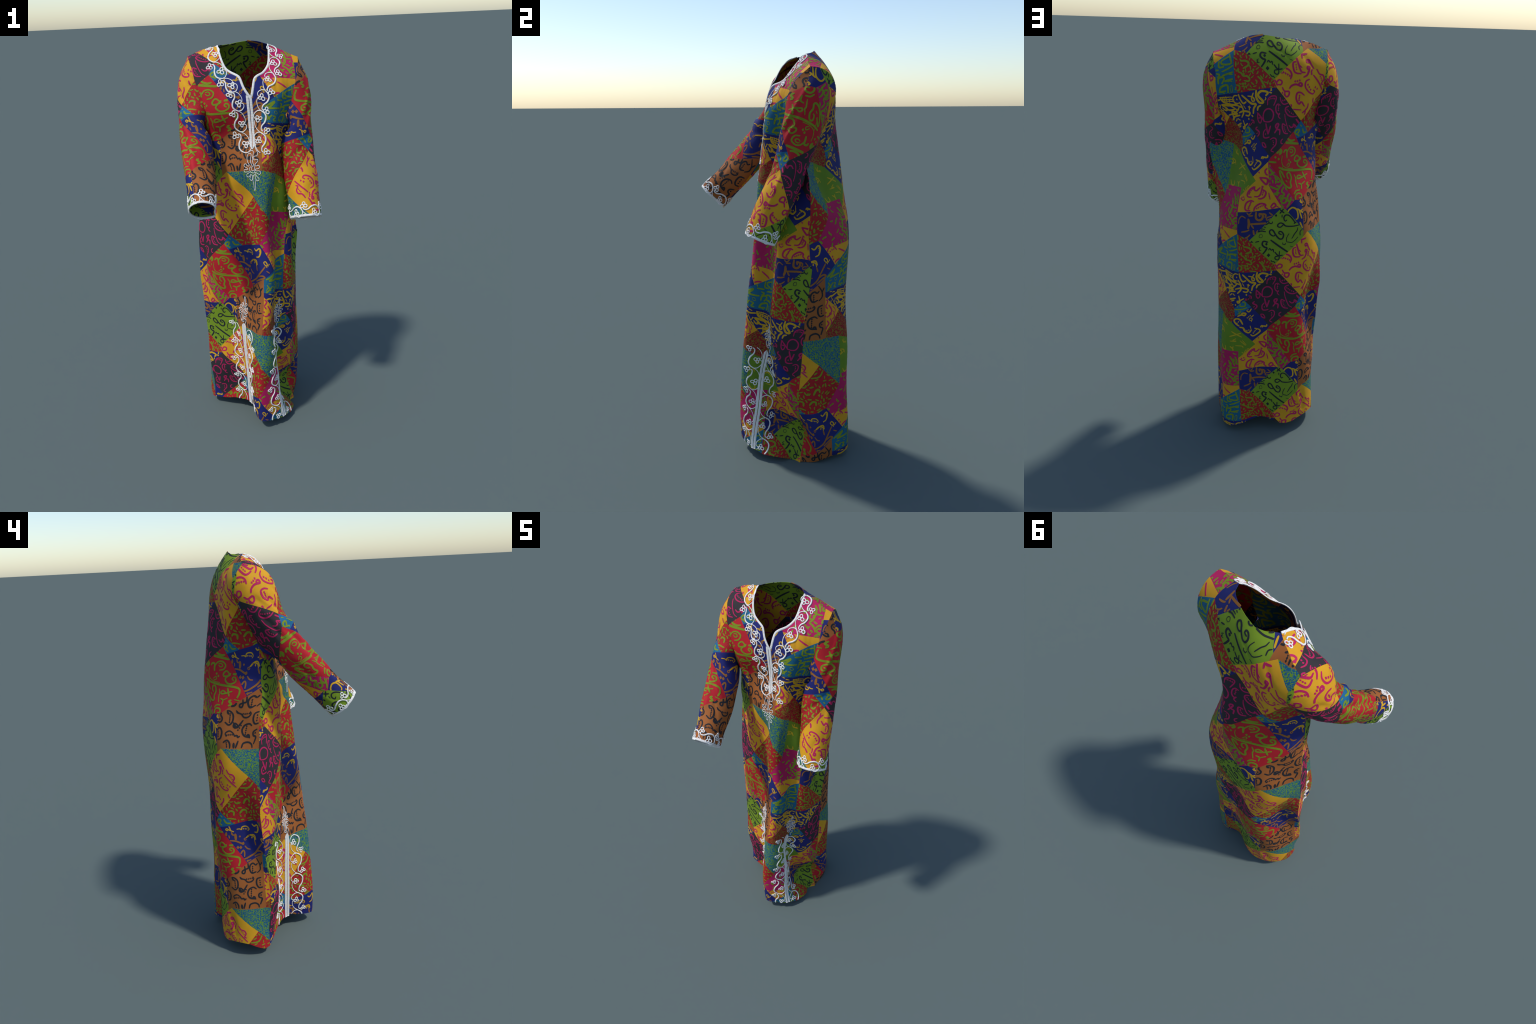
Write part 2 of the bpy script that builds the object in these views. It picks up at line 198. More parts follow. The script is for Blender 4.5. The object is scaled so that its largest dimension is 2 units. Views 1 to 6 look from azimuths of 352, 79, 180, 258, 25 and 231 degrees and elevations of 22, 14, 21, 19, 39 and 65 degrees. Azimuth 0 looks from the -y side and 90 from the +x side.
# ------------------------------------------------------------------ pattern outlines (u, v)
FRONT_SEAM_L = [(.095, -1.165), (.094, -1), (.097, -.73), (.076, -.4), (.101, -.14), (.133, .03), (.169, .17), (.174, .3), (.160, .385)]
FRONT_SEAM_R = [(.927, -1.215), (.923, -1), (.901, -.73), (.882, -.4), (.887, -.14), (.863, -.066), (.838, .03), (.829, .3), (.815, .385)]
BACK_SEAM_L = [(-.37, -.925), (-.37, -.9), (-.358, -.6), (-.322, -.354), (-.298, -.16), (-.267, .07), (-.254, .2), (-.239, .41), (-.245, .6), (-.245, .671)]
BACK_SEAM_R = [(.53, -.885), (.526, -.78), (.539, -.66), (.535, -.4), (.526, -.2), (.517, .07), (.514, .25), (.485, .48), (.483, .6), (.482, .671)]
ARM_FRONT_R = [(.160, .385), (.22, .43), (.252, .514), (.242, .558), (.222, .625), (.212, .658), (.201, .724), (.171, .845)]
ARM_FRONT_L = [(.815, .385), (.72, .42), (.668, .481), (.688, .547), (.688, .614), (.709, .68), (.719, .735), (.729, .779)]
ARM_BACK_R = [(.429, 1.053), (.405, .993), (.405, .921), (.417, .872), (.45, .75), (.482, .671)]
ARM_BACK_L = [(-.129, 1.126), (-.104, 1.041), (-.092, .969), (-.11, .88), (-.16, .76), (-.245, .671)]
SHOULDER_FRONT_R = [(.323, .856), (.283, .857), (.222, .857), (.171, .845)]
SHOULDER_FRONT_L = [(.587, .845), (.638, .823), (.678, .801), (.729, .779)]
SHOULDER_BACK_R = [(.284, 1.126), (.32, 1.114), (.381, 1.09), (.429, 1.053)]
SHOULDER_BACK_L = [(.017, 1.15), (-.032, 1.138), (-.08, 1.126), (-.129, 1.126)]
NECK_FRONT = [(.587, .845), (.582, .80), (.574, .744), (.564, .715), (.538, .683), (.508, .662), (.492, .646), (.484, .62), (.4735, .573), (.465, .562),
              (.456, .573), (.436, .609), (.4235, .650), (.412, .665), (.384, .684), (.362, .705), (.3476, .741), (.335, .80), (.323, .856)]
NECK_BACK = [(.284, 1.126), (.247, 1.114), (.211, 1.104), (.162, 1.112), (.102, 1.126), (.041, 1.14), (.017, 1.15)]
HEM_FRONT = [(.095, -1.165), (.13, -1.16), (.17, -1.155), (.22, -1.145), (.26, -1.143), (.36, -1.137), (.42, -1.150), (.47, -1.156), (.525, -1.163),
             (.565, -1.174), (.62, -1.183), (.665, -1.19), (.71, -1.21), (.77, -1.217), (.83, -1.219), (.872, -1.217), (.927, -1.215)]
HEM_BACK = [(-.37, -.925), (-.314, -.894), (-.257, -.876), (-.2, -.866), (-.12, -.872), (-.066, -.871), (-.012, -.866), (.066, -.854), (.103, -.842),
            (.138, -.841), (.172, -.854), (.2, -.864), (.237, -.87), (.276, -.865), (.305, -.852), (.337, -.845), (.377, -.841), (.42, -.845),
            (.46, -.866), (.504, -.89), (.53, -.885)]
# sleeve caps, from the underarm up the front edge to the shoulder and down the back edge
CAP_R = [(.5277, -.24), (.46, -.205), (.427, -.16), (.415, -.123), (.402, -.05), (.39, -.013), (.378, .048), (.279, .134), (.205, .115), (.155, .048), (.143, .012), (.095, -.12), (.0507, -.24)]
CAP_L = [(.4975, -.26), (.455, -.28), (.432, -.30), (.408, -.361), (.395, -.422), (.371, -.483), (.334, -.544), (.309, -.581), (.2, -.575), (.148, -.544), (.11, -.47), (.05, -.36), (-.01, -.26)]
CUFF_R, CUFF_L = -.655, .200


def resample(line, n):
    line = np.asarray(line, float); d = np.r_[0, np.cumsum(np.linalg.norm(np.diff(line, axis=0), axis=1))]
    t = np.linspace(0, d[-1], n); return np.stack([np.interp(t, d, line[:, c]) for c in range(line.shape[1])], 1)


def smooth(points, step=0.004, closed=False):
    """Catmull-Rom through hand-placed points, evenly resampled."""
    p = np.asarray(points, float)
    if len(p) < 3:
        out = p
    else:
        q = np.vstack([2 * p[0] - p[1], p, 2 * p[-1] - p[-2]]); t = np.linspace(0, 1, 9)[:-1, None]; seg = []
        for i in range(1, len(q) - 2):
            a, b, c, d = q[i - 1:i + 3]
            seg.append(.5 * (2 * b + (c - a) * t + (2 * a - 5 * b + 4 * c - d) * t ** 2 + (3 * b - a - 3 * c + d) * t ** 3))
        out = np.vstack(seg + [p[-1:]])
    L = np.linalg.norm(np.diff(out, axis=0), axis=1).sum()
    return resample(out, max(2, int(L / step) + 1))


def pairwise(line_a, line_b, n=12):
    """The two lines sampled together, anchor by anchor."""
    A, B = [], []
    for k in range(len(line_a) - 1):
        t = np.linspace(0, 1, n, endpoint=k == len(line_a) - 2)[:, None]
        for L, out in ((line_a, A), (line_b, B)):
            a, b = np.array(L[k]), np.array(L[k + 1]); out.append(a + (b - a) * t)
    return np.vstack(A), np.vstack(B)


# sew the back to the front (side seams and shoulders), then the sleeves into the armholes
def side(front_line, back_line):
    b = resample(back_line, 160); off = back_line[-1][1] - front_line[-1][1]
    fv = np.clip(b[:, 1] - off, front_line[0][1], front_line[-1][1])
    fu = np.interp(fv, [p[1] for p in front_line], [p[0] for p in front_line])
    return b, front.place(np.stack([fu, fv], 1)), .06

sl = pairwise(SHOULDER_BACK_L, SHOULDER_FRONT_L); sr = pairwise(SHOULDER_BACK_R, SHOULDER_FRONT_R)
back.sew([side(FRONT_SEAM_R, BACK_SEAM_L), side(FRONT_SEAM_L, BACK_SEAM_R), (sl[0], front.place(sl[1]), .05), (sr[0], front.place(sr[1]), .05)])
for sleeve, cap, arm_front, arm_back in ((right, CAP_R, ARM_FRONT_R, ARM_BACK_R), (left, CAP_L, ARM_FRONT_L, ARM_BACK_L)):
    nf = len(arm_front)
    a = pairwise(cap[:nf], arm_front); b = pairwise(cap[nf - 1:], arm_back)
    sleeve.sew([(a[0], front.place(a[1]), .07), (b[0], back.place(b[1]), .07)])

def sleeve_outline(piece, cap, cuff):
    vs = np.linspace(cap[0][1], cuff, 14); a, b = piece.edges_at(vs)
    down_left = list(zip(a, vs)); up_right = list(zip(b, vs))[::-1]
    return down_left + up_right + list(cap[1:-1])

OUTLINE = {
    "front": HEM_FRONT + FRONT_SEAM_R[1:-1] + ARM_FRONT_L + SHOULDER_FRONT_L[::-1][1:] + NECK_FRONT[1:] + SHOULDER_FRONT_R[1:] + ARM_FRONT_R[::-1][1:] + FRONT_SEAM_L[::-1][1:-1],
    "back": HEM_BACK + BACK_SEAM_R[1:-1] + ARM_BACK_R[::-1] + SHOULDER_BACK_R[::-1][1:] + NECK_BACK[1:] + SHOULDER_BACK_L[1:] + ARM_BACK_L[1:] + BACK_SEAM_L[::-1][1:-1],
    "right": sleeve_outline(right, CAP_R, CUFF_R),
    "left": sleeve_outline(left, CAP_L, CUFF_L),
}
PIECE = {"front": front, "back": back, "right": right, "left": left}

# ------------------------------------------------------------------ the printed patchwork tile
W, H = REPEAT_U, REPEAT_V
def other(p, rows=0):                       # the same corner seen from the column to its right
    return (p[0] - W, p[1] + H / 2 + rows * H)
B0, B1, Kt, Kl, Kb = (-.006, .207), (-.006, .010), (.183, .020), (.021, -.138), (.153, -.285)
NOt, Gb, T1r, T1b, NYt, N1l, N1b = (.051, .177), (.170, .052), (.057, -.177), (-.023, -.230), (-.029, -.187), (-.039, -.265), (.065, -.375)
GPt, GPb, P2r, Y2t, Y2b, Y2r, P1k, P1b = (.080, -.394), (-.008, -.471), (-.006, -.430), (.141, -.306), (-.008, -.546), (.201, -.520), (.141, -.416), (.221, -.531)
Rb, RBN, Kr, T2l, T2b, T2r = (.264, -.491), (.304, -.491), (.308, -.118), (.278, -.171), (.300, -.203), (.375, -.182)
Gr, BRl, TFl, Yr, Rr, N2t, PYl, N2r = (.304, .187), (.304, .216), (.328, .210), (.468, .082), (.429, -.396), (.497, -.158), (.524, -.201), (.579, -.294)
N2a, Ab, NYa, YPr, YPb, BRb, RFb, P2l, TFb = (.514, -.338), (.512, -.410), (.512, -.434), (.609, -.528), (.514, -.610), (.512, .216), (.589, .201), (.580, .004), (.574, -.048)
up = lambda p: (p[0], p[1] + H)
dn = lambda p: (p[0], p[1] - H)
P2c = (-.008, -.632)
TILE = {
    "lime": [Gb, Gr, BRl, up(P1b), up(Y2r), NOt],
    "black": [Kt, Kr, T2l, Kb, T1r, Kl],
    "gold": [Gb, Kt, Kr, Yr, TFl, Gr],
    "red_wave": [B0, NOt, Gb, Kt, B1],
    "navy_script": [B1, Kt, Kl, NYt, other(YPr), other(NYa), other(Ab)],
    "azure_small": [Kl, T1r, T1b, NYt],
    "navy_bowl": [T1r, Kb, Y2t, N1b, N1l, T1b],
    "red_fine": [NYt, T1b, N1l, other(RFb, -1), other(BRb, -1), other(YPb), other(YPr)],
    "gold_flower": [other(NYa), other(YPr), other(YPb)],
    "leaf": [other(RFb, -1), N1l, N1b, GPt, GPb, P2r, other(P2l, -1)],
    "gold_bowl": [Y2t, P1k, Y2r, Y2b, GPb, GPt, N1b],
    "pink": [Y2t, Rb, P1b, Y2r, P1k],
    "red": [Kb, T2l, T2b, Rr, RBN, Rb, Y2t],
    "azure_drop": [Kr, T2r, T2b, T2l],
    "navy_tool": [T2r, N2t, PYl, N2r, N2a, Rr, T2b],
    "red_tick": [Kr, Yr, TFb, N2t, T2r],
    "teal_fine": [TFl, BRb, RFb, P2l, TFb, Yr],
    "brown": [RBN, Rr, N2a, Ab, NYa, YPb, dn(BRb), dn(TFl), dn(Gr), dn(BRl)],
    "navy_ring": [P1b, Rb, RBN, dn(BRl)],
    "navy_orange": [Y2b, Y2r, dn(NOt), dn(B0)],
    "pink_tall": [other(P2l, -1), P2r, GPb, Y2b, P2c, other(PYl, -1), other(N2t, -1), other(TFb, -1)],
    "gold_bar": [other(PYl, -1), P2c, dn(B0), other(N2r, -1)],
    "azure": [other(N2r, -1), dn(B0), dn(B1), other(Ab, -1), other(N2a, -1)],
}
INK = {}
CODE = dict(G="lime", K="black", R="red", Y="gold", Y2="gold_bowl", P1="pink", P2="pink_tall", TB="azure", NY="navy_script", N1="navy_bowl", N3="navy_ring",
            NO="navy_orange", RW="red_wave", RW2="red_tick", T1="azure_small", T2="azure_drop", N2="navy_tool", BR="brown", GP="leaf", YP="gold_flower", PY="gold_bar")
INK_COLOUR = dict(G="ink_black", K="ink_pink", R="ink_green", Y="ink_pink", Y2="ink_pink", P1="ink_green", P2="ink_green", TB="ink_green", NY="ink_yellow", N1="ink_yellow",
                  N3="ink_yellow", NO="ink_orange", RW="ink_green", RW2="ink_green", T1="ink_green", T2="ink_green", N2="ink_yellow", BR="ink_black", GP="ink_ochre", YP="ink_pink", PY="ink_pink")

def write(patch, strokes, orange=(), yellow=()):
    """Brush strokes on a patch: (pen width, points...) in the tile's own millimetre grid."""
    INK.setdefault(INK_COLOUR[patch], []).extend((CODE[patch],) + s for s in tuple(strokes) + tuple(yellow))
    INK.setdefault("ink_orange", []).extend((CODE[patch],) + s for s in orange)

write('G', [
    (8.0, (174, 207), (164, 201), (150, 210), (146, 224), (155, 232), (165, 224), (174, 207), (190, 187), (204, 186), (210, 203), (202, 219), (191, 222), (189, 212), (200, 207)),
    (9.0, (153, 181), (171, 166), (199, 143), (239, 112)),
    (9.0, (139, 172), (119, 176), (114, 160), (125, 147), (136, 143), (127, 125), (118, 113)),
    (11.0, (133, 162)),
    (7.0, (224, 276), (216, 271), (211, 286), (218, 299), (231, 299), (244, 287), (261, 261)),
    (7.0, (256, 257), (267, 263)),
    (7.0, (211, 257), (196, 243), (184, 246), (184, 256), (194, 263), (204, 261), (211, 255), (220, 247), (250, 244), (280, 247)),
    (4.0, (234, 209), (224, 188), (225, 170), (235, 167), (249, 164), (266, 177), (276, 189)),
    (5.0, (274, 235), (271, 221), (261, 208), (248, 184)),
    (4.0, (207, 166), (209, 155), (214, 159), (217, 153), (221, 163)),
    (6.0, (144, 132), (149, 140), (157, 130), (164, 136), (167, 121)),
    (7.0, (173, 120), (189, 101), (209, 102)),
    (6.0, (194, 123), (192, 100), (176, 96), (175, 84), (187, 78), (194, 88), (192, 100)),
    (14.0, (144, 105)),
    (14.0, (64, 169)),
    (2.5, (114, 204), (112, 196), (103, 194), (98, 200), (102, 210), (110, 212), (114, 204)),
    (6.0, (82, 172), (98, 176)),
    (5.0, (155, 78), (162, 69), (169, 70), (176, 58)),
    (7.0, (90, 220), (107, 227), (128, 223)),
    (5.0, (95, 231), (111, 237), (124, 234)),
    (5.0, (104, 244), (118, 247), (128, 243)),
    (6.0, (139, 281), (144, 266), (155, 261), (160, 270)),
    (6.0, (128, 256), (145, 266)),
    (7.0, (193, 328), (212, 311)),
    (7.0, (209, 329), (194, 310)),
    (10.0, (176, 300)),
    (5.0, (204, 302), (203, 290)),
    (4.0, (106, 147), (97, 141), (104, 137), (97, 131), (109, 131)),
    (5.0, (295, 223), (286, 214), (287, 196)),
    (2.5, (241, 147), (260, 140)),
])
write('K', [
    (7.0, (113, -125), (110, -104), (115, -84), (129, -72), (147, -73), (161, -88), (161, -108), (150, -124), (131, -128), (113, -125)),
    (7.0, (81, -85), (115, -125)),
    (6.0, (81, -85), (81, -118), (89, -132), (97, -126), (100, -110)),
    (5.0, (84, -109), (98, -109)),
    (6.0, (134, -54), (138, -31), (154, -18), (176, -17), (177, -31), (164, -57)),
    (6.0, (143, -31)),
    (6.0, (152, -28)),
    (6.0, (162, -27)),
    (6.0, (170, -28)),
    (6.0, (198, -22), (202, -40), (217, -51), (240, -44)),
    (7.0, (211, -35)),
    (7.0, (221, -32)),
    (6.0, (197, -56), (185, -51), (175, -62), (175, -83), (187, -96), (196, -90), (187, -104), (197, -115)),
    (6.0, (188, -59)),
    (6.0, (188, -69)),
    (6.0, (187, -78)),
    (7.0, (242, -58), (227, -66), (225, -80), (240, -97), (263, -103), (285, -99)),
    (6.0, (234, -73)),
    (6.0, (241, -78)),
    (6.0, (249, -83)),
    (6.0, (259, -88)),
    (6.0, (268, -92)),
    (9.0, (285, -113), (304, -134)),
    (6.0, (25, -145), (32, -128), (46, -115), (57, -120), (56, -131)),
    (6.0, (34, -137)),
    (6.0, (42, -132)),
    (6.0, (50, -126)),
    (8.0, (72, -149), (64, -157), (83, -170), (84, -181), (75, -191)),
    (6.0, (68, -179), (74, -176)),
    (8.0, (123, -136), (127, -153), (136, -182)),
    (8.0, (147, -147), (136, -182)),
    (7.0, (122, -160), (111, -174), (114, -195), (128, -199), (143, -195)),
    (6.0, (123, -182)),
    (8.0, (168, -177), (177, -163), (188, -139), (178, -138), (172, -149), (182, -162), (193, -164), (192, -185)),
    (5.0, (222, -95), (227, -122), (244, -163), (262, -175)),
    (7.0, (226, -144), (209, -138), (208, -159), (219, -178), (241, -181)),
    (5.0, (217, -149)),
    (5.0, (218, -156)),
    (5.0, (222, -164)),
    (5.0, (227, -171)),
    (7.0, (249, -144), (260, -152), (272, -148), (275, -136), (297, -154)),
    (5.0, (279, -145)),
    (5.0, (283, -151)),
    (6.0, (148, -206), (162, -199), (175, -205), (174, -227), (160, -244), (153, -256), (165, -262)),
    (5.0, (161, -212)),
    (5.0, (163, -220)),
    (5.0, (162, -229)),
    (6.0, (209, -205), (200, -212), (200, -224), (209, -226)),
    (6.0, (106, -220), (111, -234), (128, -242), (120, -223), (106, -220)),
])
write('R', [
    (11.0, (257, -191), (246, -197), (247, -208), (269, -214), (287, -210)),
    (13.0, (210, -220), (247, -223), (312, -229)),
    (13.0, (195, -249), (202, -261), (194, -273)),
    (10.0, (176, -260), (182, -266), (193, -258)),
    (10.0, (217, -265), (224, -256), (236, -258), (236, -275), (237, -290)),
    (8.0, (238, -265), (254, -247), (276, -244), (294, -258), (286, -279), (264, -286)),
    (6.0, (257, -263), (266, -270), (278, -265), (271, -254), (258, -256)),
    (9.0, (327, -304), (304, -286), (287, -300), (292, -312), (318, -308), (328, -297), (302, -322), (314, -341), (336, -346), (361, -335), (362, -318), (349, -312), (342, -321), (352, -328)),
    (12.0, (344, -298), (362, -298), (374, -309)),
    (9.0, (174, -286)),
    (9.0, (189, -294)),
    (9.0, (250, -304)),
    (9.0, (260, -314)),
    (9.0, (139, -305), (158, -307), (176, -309)),
    (4.0, (207, -280), (205, -302), (212, -326), (239, -340), (271, -344)),
    (11.0, (191, -333), (222, -345), (279, -354), (377, -360), (392, -381), (385, -406)),
    (2.5, (209, -325), (211, -361)),
    (9.0, (217, -379), (198, -348), (194, -357), (205, -393), (221, -418), (240, -431), (252, -426), (249, -407), (256, -386), (248, -362), (234, -363), (233, -380), (240, -388)),
    (5.0, (224, -395), (232, -403)),
    (9.0, (326, -367), (331, -381), (341, -402)),
    (8.0, (353, -379), (320, -391), (294, -395), (290, -386), (302, -380), (322, -391)),
    (6.0, (274, -374), (282, -395), (279, -404), (284, -435)),
    (8.0, (295, -418), (310, -424), (309, -444)),
    (6.0, (312, -424), (335, -412)),
    (11.0, (356, -420), (346, -427), (361, -438), (347, -447)),
    (6.0, (372, -416), (423, -421)),
    (8.0, (263, -462), (277, -449), (296, -448)),
    (9.0, (300, -492), (278, -497), (268, -480), (279, -464), (301, -467), (304, -482), (289, -484)),
    (9.0, (420, -376), (435, -400)),
    (5.0, (234, -327), (248, -317), (251, -329), (239, -334)),
])
write('Y', [
    (9.0, (208, 83), (206, 94), (223, 105), (242, 98), (252, 80), (247, 62)),
    (8.0, (215, 88)),
    (8.0, (224, 84)),
    (8.0, (234, 80)),
    (8.0, (243, 75)),
    (9.0, (270, 163), (278, 137), (293, 98), (310, 94)),
    (9.0, (269, 137), (258, 133), (257, 116), (264, 94), (278, 88), (293, 88)),
    (6.0, (270, 124)),
    (6.0, (271, 114)),
    (6.0, (273, 105)),
    (6.0, (277, 130), (296, 114)),
    (9.0, (305, 74), (320, 84), (328, 108), (329, 119), (320, 120), (321, 109), (329, 108)),
    (8.0, (340, 106)),
    (8.0, (338, 98)),
    (8.0, (339, 90)),
    (10.0, (288, 184), (300, 174), (319, 179)),
    (8.0, (295, 175), (298, 156)),
    (9.0, (327, 152), (317, 150), (319, 139), (329, 142), (327, 152), (336, 133), (348, 114)),
    (8.0, (362, 112), (375, 93), (393, 89), (402, 73), (393, 53), (403, 49)),
    (6.0, (380, 82)),
    (6.0, (386, 76)),
    (6.0, (391, 68)),
    (8.0, (348, 85), (376, 58), (407, 26)),
    (9.0, (171, 58), (182, 41), (185, 30)),
    (8.0, (182, 41), (194, 55), (208, 49), (203, 35), (185, 34)),
    (10.0, (244, 21), (253, 33), (270, 40), (284, 38), (297, 34), (298, 46), (288, 48), (284, 38)),
    (8.0, (268, 53)),
    (8.0, (278, 55)),
    (8.0, (288, 59)),
    (8.0, (331, 67), (316, 57), (315, 33), (334, 12), (358, 5), (366, 15), (357, 22)),
    (8.0, (326, 43)),
    (8.0, (333, 34)),
    (8.0, (341, 23)),
    (8.0, (364, 35)),
    (8.0, (376, 28)),
    (9.0, (210, 22), (220, 7), (242, 6), (240, -11), (228, -17), (221, -4), (223, 7)),
    (8.0, (210, -1)),
    (8.0, (219, -9)),
    (9.0, (312, -3), (296, 7), (280, 3), (277, -22), (291, -44), (301, -33), (316, -51)),
    (7.0, (291, -7)),
    (7.0, (291, -14)),
    (7.0, (290, -21)),
    (7.0, (290, -28)),
    (8.0, (243, -55), (255, -50), (257, -60)),
    (7.0, (262, -70), (302, -69)),
    (8.0, (335, -39), (334, -54), (324, -68), (310, -82)),
    (7.0, (324, -68), (322, -89)),
    (9.0, (363, -15), (367, -32), (392, -49)),
])
write('Y2', [
    (9.0, (60, -470), (44, -469), (38, -457), (53, -435), (75, -422), (74, -434), (85, -439), (101, -425)),
    (8.0, (48, -456)),
    (8.0, (52, -448)),
    (8.0, (58, -439)),
    (8.0, (66, -431)),
    (8.0, (76, -467), (95, -465), (105, -450), (113, -417)),
    (9.0, (113, -433), (128, -445), (122, -466), (107, -476), (94, -476)),
    (7.0, (117, -440)),
    (7.0, (115, -448)),
    (7.0, (112, -457)),
    (6.0, (109, -417), (118, -421)),
    (9.0, (72, -490), (58, -486), (36, -499), (30, -522), (39, -533), (56, -533)),
    (8.0, (60, -493)),
    (8.0, (56, -501)),
    (8.0, (54, -508)),
    (8.0, (50, -516)),
    (8.0, (48, -524)),
    (9.0, (74, -534), (80, -515), (104, -499), (127, -504), (125, -516), (137, -525)),
    (7.0, (87, -522)),
    (7.0, (95, -518)),
    (7.0, (103, -513)),
    (7.0, (111, -510)),
    (7.0, (119, -506)),
    (10.0, (100, -378), (135, -383), (131, -409), (113, -395), (100, -378)),
    (9.0, (135, -336), (126, -347), (130, -362), (141, -368)),
    (9.0, (151, -513), (165, -498), (174, -510), (157, -522), (151, -513)),
    (5.0, (174, -510), (189, -520)),
    (6.0, (0, -479), (16, -488), (26, -479)),
    (7.0, (8, -475)),
    (7.0, (19, -472)),
    (8.0, (90, -348), (98, -357)),
    (8.0, (78, -361), (81, -367)),
    (6.0, (141, -449), (147, -479)),
])
write('P1', [
    (9.0, (142, -333), (154, -347), (162, -365)),
    (9.0, (172, -350), (156, -362), (140, -366)),
    (8.0, (162, -365), (178, -375), (190, -386), (193, -397), (182, -399), (176, -390), (184, -384)),
    (12.0, (147, -382)),
    (9.0, (170, -376), (176, -391), (173, -404)),
    (9.0, (198, -396), (204, -411), (190, -419), (178, -416)),
    (10.0, (146, -417), (162, -425), (183, -432), (193, -422)),
    (10.0, (141, -440), (162, -453), (189, -450)),
    (9.0, (187, -433), (177, -450), (162, -471)),
    (9.0, (213, -424), (202, -443), (214, -459), (198, -478), (204, -499), (220, -495), (222, -480), (210, -475), (204, -485)),
    (9.0, (238, -459), (229, -472), (232, -493), (249, -487)),
    (9.0, (246, -477), (236, -503), (225, -520)),
    (11.0, (180, -457)),
    (11.0, (177, -486)),
    (7.0, (205, -461), (195, -466), (187, -478)),
    (8.0, (248, -508), (264, -512)),
    (8.0, (216, -418), (228, -440)),
])
write('P2', [
    (10.0, (-56, -498), (-46, -520), (-53, -553), (-66, -568)),
    (9.0, (-63, -518), (-41, -526), (-16, -527)),
    (10.0, (-50, -463), (-37, -487), (-28, -512)),
    (8.0, (-59, -486), (-43, -506)),
    (10.0, (-24, -465), (-17, -482), (-19, -503), (-5, -504), (13, -507), (18, -518)),
    (8.0, (-33, -476), (-26, -489)),
    (10.0, (-66, -572), (-51, -580), (-38, -594), (-33, -607)),
    (10.0, (-36, -594), (-23, -578), (2, -571), (13, -557)),
    (9.0, (3, -571), (-11, -553), (-1, -540), (19, -536)),
    (9.0, (-69, -532), (-72, -549), (-55, -555), (-55, -534)),
    (8.0, (10, -586), (-4, -594), (-10, -608), (-22, -607), (-27, -598), (-15, -590), (1, -606)),
    (10.0, (-29, -644), (-8, -635), (-2, -619), (-18, -616), (-32, -628), (-30, -643)),
    (8.0, (-55, -602), (-45, -611)),
    (9.0, (-47, -563), (-32, -570)),
    (8.0, (-45, -634), (-51, -648), (-42, -650), (-46, -637)),
    (8.0, (-89, -580), (-67, -598)),
    (9.0, (-104, -625), (-91, -640)),
    (8.0, (-85, -613), (-79, -633)),
    (8.0, (16, -619), (6, -650)),
    (7.0, (-66, -616), (-58, -625), (-52, -619)),
    (7.0, (-29, -547), (-20, -540)),
    (7.0, (-74, -591), (-60, -589)),
    (7.0, (-23, -625), (-14, -628)),
    (7.0, (-4, -480), (13, -494)),
    (10.0, (-83, -510)),
    (10.0, (-10, -560)),
    (10.0, (17, -598)),
])
write('TB', [
    (9.0, (-26, -670), (-21, -694), (-18, -716), (-55, -715), (-62, -699), (-24, -682)),
    (9.0, (-74, -697), (-74, -724), (-51, -726)),
    (8.0, (-88, -750), (-74, -756), (-85, -766)),
    (8.0, (-61, -745), (-36, -738), (-10, -727)),
    (9.0, (-61, -762), (-14, -754)),
    (8.0, (-32, -760), (-16, -763)),
    (10.0, (-88, -793), (-83, -772), (-60, -768), (-60, -782), (-72, -795)),
    (10.0, (-56, -789), (-18, -783)),
    (10.0, (-95, -830), (-82, -811), (-52, -805), (-49, -819), (-57, -845)),
    (9.0, (-95, -831), (-65, -831)),
    (3.5, (-38, -816), (-27, -810), (-31, -836), (-40, -840), (-38, -816)),
    (10.0, (-177, -767), (-154, -756), (-126, -743), (-149, -766), (-162, -773), (-131, -773), (-97, -772)),
    (9.0, (-173, -797), (-153, -825)),
    (9.0, (-142, -806), (-178, -836)),
    (8.0, (-135, -809), (-120, -814), (-133, -830), (-117, -832)),
    (3.0, (-128, -787), (-117, -786), (-110, -798), (-124, -799), (-128, -787)),
    (9.0, (-108, -735), (-78, -736)),
])
